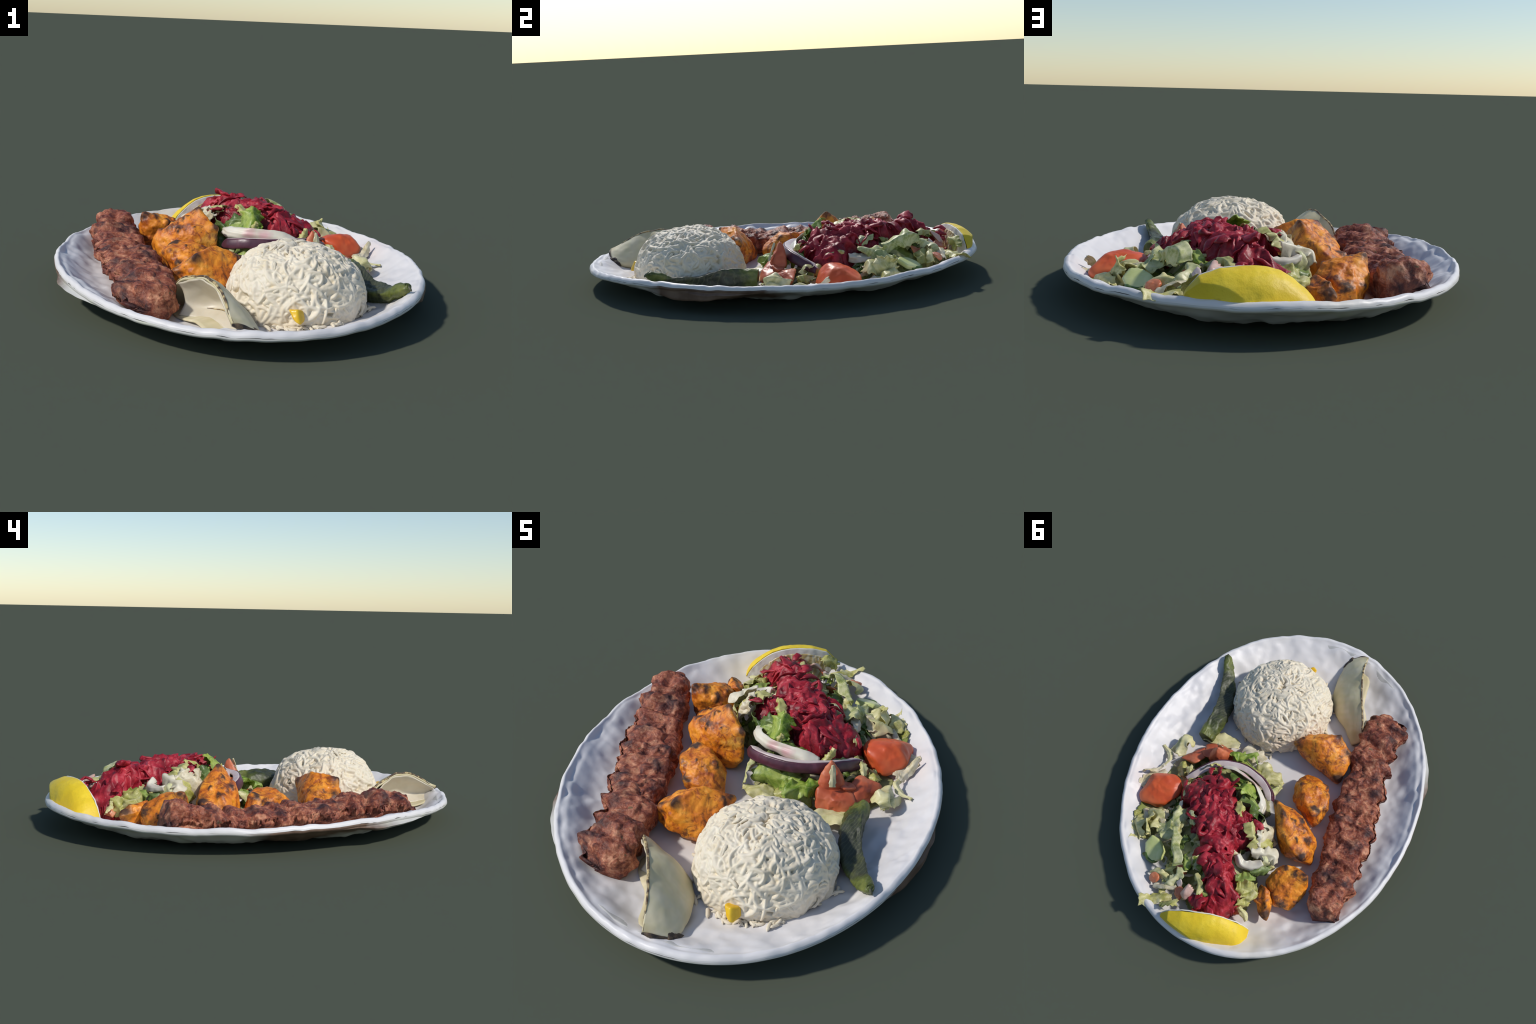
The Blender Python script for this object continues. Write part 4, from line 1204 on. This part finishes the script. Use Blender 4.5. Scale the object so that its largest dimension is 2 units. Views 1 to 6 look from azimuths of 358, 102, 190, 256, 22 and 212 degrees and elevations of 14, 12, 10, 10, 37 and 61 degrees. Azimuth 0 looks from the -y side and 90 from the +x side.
    sk = mat_simple("cucumber_skin", ((.3, (.04, .085, .012)), (.7, (.12, .20, .03))), 20, .35, .2)
    face = np.array([(.345, .634, .152), (.305, .636, .150), (.264, .666, .138), (.258, .700, .124), (.285, .722, .112), (.328, .713, .112), (.356, .672, .128)])
    face = face.mean(0) + (face - face.mean(0)) * 1.18
    V, F = chunk(np.vstack([face, face - np.array([.35, .45, .82]) * .022]), 5, 30, 1.03, [('f', .05, .0015, 3)])
    T.part("cucumber_slice", V, F, cu)
    V, F = tube([(.346, .69, .106), (.322, .720, .098), (.285, .726, .096), (.256, .70, .108)], .010, .016, up=(0, 0, 1), nu=24, wob=.1, seed=4)
    T.part("cucumber_skin", V, F, sk)
    tb = mat_simple("tomato_bit", ((.3, (.45, .09, .03)), (.55, (.62, .20, .09)), (.75, (.72, .42, .26))), 16, .35, .15, sss=.1)
    pk = mat_simple("pink_onion_bit", ((.3, (.58, .33, .26)), (.7, (.74, .54, .45))), 14, .35, .15, sss=.1)
    for name, mat, pts in (
        ("tomato_bit", tb, [(.148, .668, .175), (.115, .665, .172), (.09, .69, .160), (.10, .72, .15), (.14, .715, .14), (.155, .69, .13), (.08, .70, .12)]),
        ("tomato_bit", tb, [(.05, .775, .175), (.085, .79, .16), (.07, .83, .15), (.03, .82, .17), (.02, .79, .19), (.06, .80, .13), (.03, .84, .13)]),
        ("pink_onion_bit", pk, [(.018, .765, .225), (-.012, .77, .205), (-.02, .80, .18), (.03, .785, .20), (.045, .815, .165), (.0, .83, .16), (.02, .81, .2)]),
        ("cream_onion_bit", ow, [(.075, .755, .198), (.055, .768, .185), (.09, .775, .175), (.07, .79, .165), (.08, .76, .15), (.06, .78, .15)]),
        ("onion_bit", pk, [(-.035, .775, .19), (-.06, .79, .175), (-.045, .82, .16), (-.01, .80, .17), (-.03, .81, .14)]),
        ("tomato_bit", tb, [(.33, .33, .12), (.30, .36, .15), (.34, .38, .13), (.36, .35, .10), (.30, .32, .12), (.33, .40, .10)]),
        ("tomato_bit", tb, [(-.25, .73, .11), (-.22, .70, .12), (-.24, .68, .09), (-.26, .70, .07), (-.21, .74, .08)]),
        ("tomato_bit", tb, [(.23, .80, .14), (.20, .78, .15), (.19, .81, .14), (.22, .82, .12)]),
        ("onion_bit", ow, [(-.02, .09, .11), (.0, .07, .12), (-.03, .05, .10), (-.05, .08, .08), (.01, .05, .08)])):
        V, F = chunk(pts, 4, 7, 1.06, [('f', .03, .003, 9)])
        T.part(name, V, F, mat)

    # ---- beetroot
    b = Mat("grated_beetroot", .44, .35, sss=.04)
    c = b.ramp(b.noise(15, 5, .6, .5), (.32, (.10, .004, .008)), (.47, (.28, .010, .020)), (.60, (.47, .030, .046)), (.75, (.64, .12, .13)))  # darkest stop drawn for shadowed crevices, pink one for sun highlights
    r = b.rand()
    c = b.mix(b.math('MULTIPLY', r, .35), c, (.34, .017, .034))
    sp = b.ramp(b.noise(90, 3, .6, off=4), (.62, 0.), (.74, 1.))
    c = b.mix(b.math('MULTIPLY', sp, .4), c, (.58, .18, .19))
    b.bump(b.noise(60, 4), .4, .006)
    mb = b.done(c)
    V, F = field(BEET, BEET_H, .0045, .05, .085, lambda Q: .036 * ridged(Q, .085, 2, 3) + .016 * ridged(Q, .036, 2, 13) - .018, .06, -.008)
    V[:len(V) // 2, :2] += np.stack([noise(V[:len(V) // 2], .05, 3), noise(V[:len(V) // 2], .05, 4)], 1) * .012
    V[len(V) // 2:, 2] = np.maximum(V[:len(V) // 2, 2] - .09, V[len(V) // 2:, 2])
    T.part("beetroot_heap", V, F, mb, "stuff")
    rs = RS(8)
    n = 0
    def hb(x, y):
        d = inside(BEET, np.array([x]), np.array([y]))[0]
        return heights(BEET_H, np.array([x]), np.array([y]), .06)[0] - .018 - .085 * (1 - math.sqrt(smooth(-.005, .05, d))), d
    while n < 74:
        x, y = rs.uniform(-.23, .40), rs.uniform(.13, .86)
        z, d = hb(x, y)
        if d < .012:
            continue
        a = rs.rand() * 6.28
        l = rs.uniform(.03, .085)
        dx, dy = math.cos(a), math.sin(a)
        k = rs.uniform(-.5, .5) * l
        pts = []
        for s_, o in ((-1, 0), (-.35, .8), (.35, .8), (1, 0)):
            px, py = x + dx * l * s_ - dy * k * o, y + dy * l * s_ + dx * k * o
            pz, dd = hb(px, py)
            pts.append((px, py, pz + .001 + .005 * o + rs.uniform(-.008, .006)))
        if min(p[2] for p in pts) < .10:
            continue
        w = rs.uniform(.010, .029)
        V, F = tube(pts, w, rs.uniform(.004, .007), up=(rs.randn() * .5, rs.randn() * .5, 1), nu=22, ns=10, wob=.6, seed=n, tips=.35)
        T.part("beetroot_shred", V, F, mb)
        n += 1
    # strands that stick out of the outline
    for i, (sp, w, h) in enumerate([
        ([(.10, .445, .29), (.105, .46, .305), (.108, .468, .324)], .012, .007), ([(.13, .30, .29), (.126, .27, .305), (.122, .256, .328)], .014, .007),
        ([(.10, .29, .285), (.105, .245, .30), (.10, .225, .315)], .012, .006), ([(.14, .21, .26), (.13, .18, .275), (.115, .165, .295)], .010, .005),
        ([(-.04, .60, .29), (-.08, .64, .302), (-.11, .67, .298)], .028, .010), ([(.0, .59, .288), (.02, .63, .290), (.0, .66, .282)], .026, .010),
        ([(-.06, .315, .272), (-.11, .36, .258), (-.135, .42, .230), (-.185, .435, .205)], .014, .006), ([(-.13, .31, .262), (-.15, .37, .235), (-.16, .40, .20), (-.185, .405, .17)], .013, .006),
        ([(-.07, .33, .278), (-.095, .322, .278), (-.14, .335, .262)], .016, .006), ([(.35, .33, .19), (.37, .30, .190), (.385, .27, .175)], .012, .006),
        ([(.24, .17, .225), (.255, .145, .228), (.26, .13, .205)], .014, .006), ([(.28, .19, .215), (.30, .16, .205), (.30, .14, .18)], .013, .006),
        ([(-.12, .65, .235), (-.18, .685, .205), (-.225, .675, .195)], .020, .008), ([(-.10, .77, .225), (-.08, .81, .235), (-.10, .84, .225)], .016, .006),
        ([(-.12, .80, .21), (-.165, .84, .200), (-.20, .835, .19)], .020, .007), ([(-.05, .76, .215), (-.06, .81, .212), (-.09, .835, .205)], .020, .007),
        ([(-.01, .775, .20), (-.03, .81, .19), (-.065, .83, .19)], .018, .007), ([(.17, .36, .288), (.13, .38, .292), (.06, .40, .275)], .028, .006),
        ([(.08, .50, .278), (.115, .53, .292), (.13, .48, .286), (.10, .44, .280)], .013, .007), ([(.20, .31, .272), (.15, .345, .286), (.09, .36, .280)], .022, .006),
        ([(.31, .24, .205), (.26, .22, .242), (.21, .25, .262)], .018, .007), ([(.30, .35, .215), (.24, .33, .25), (.20, .36, .265)], .018, .007),
        ([(.02, .55, .275), (.06, .59, .275), (.09, .63, .24)], .020, .007)]):
        sp = [(x_, y_, z_ - .012 - max(0, z_ - .298) * .5) for x_, y_, z_ in sp]
        V, F = tube(sp, w, h, up=(.2, .3, 1), nu=22, ns=10, wob=.4, seed=300 + i, tips=.25)
        T.part("beetroot_shred", V, F, mb)

plate()
kebab()
chicken()
rice()
onion()
pepper()
lemon()
tomatoes()
salad()
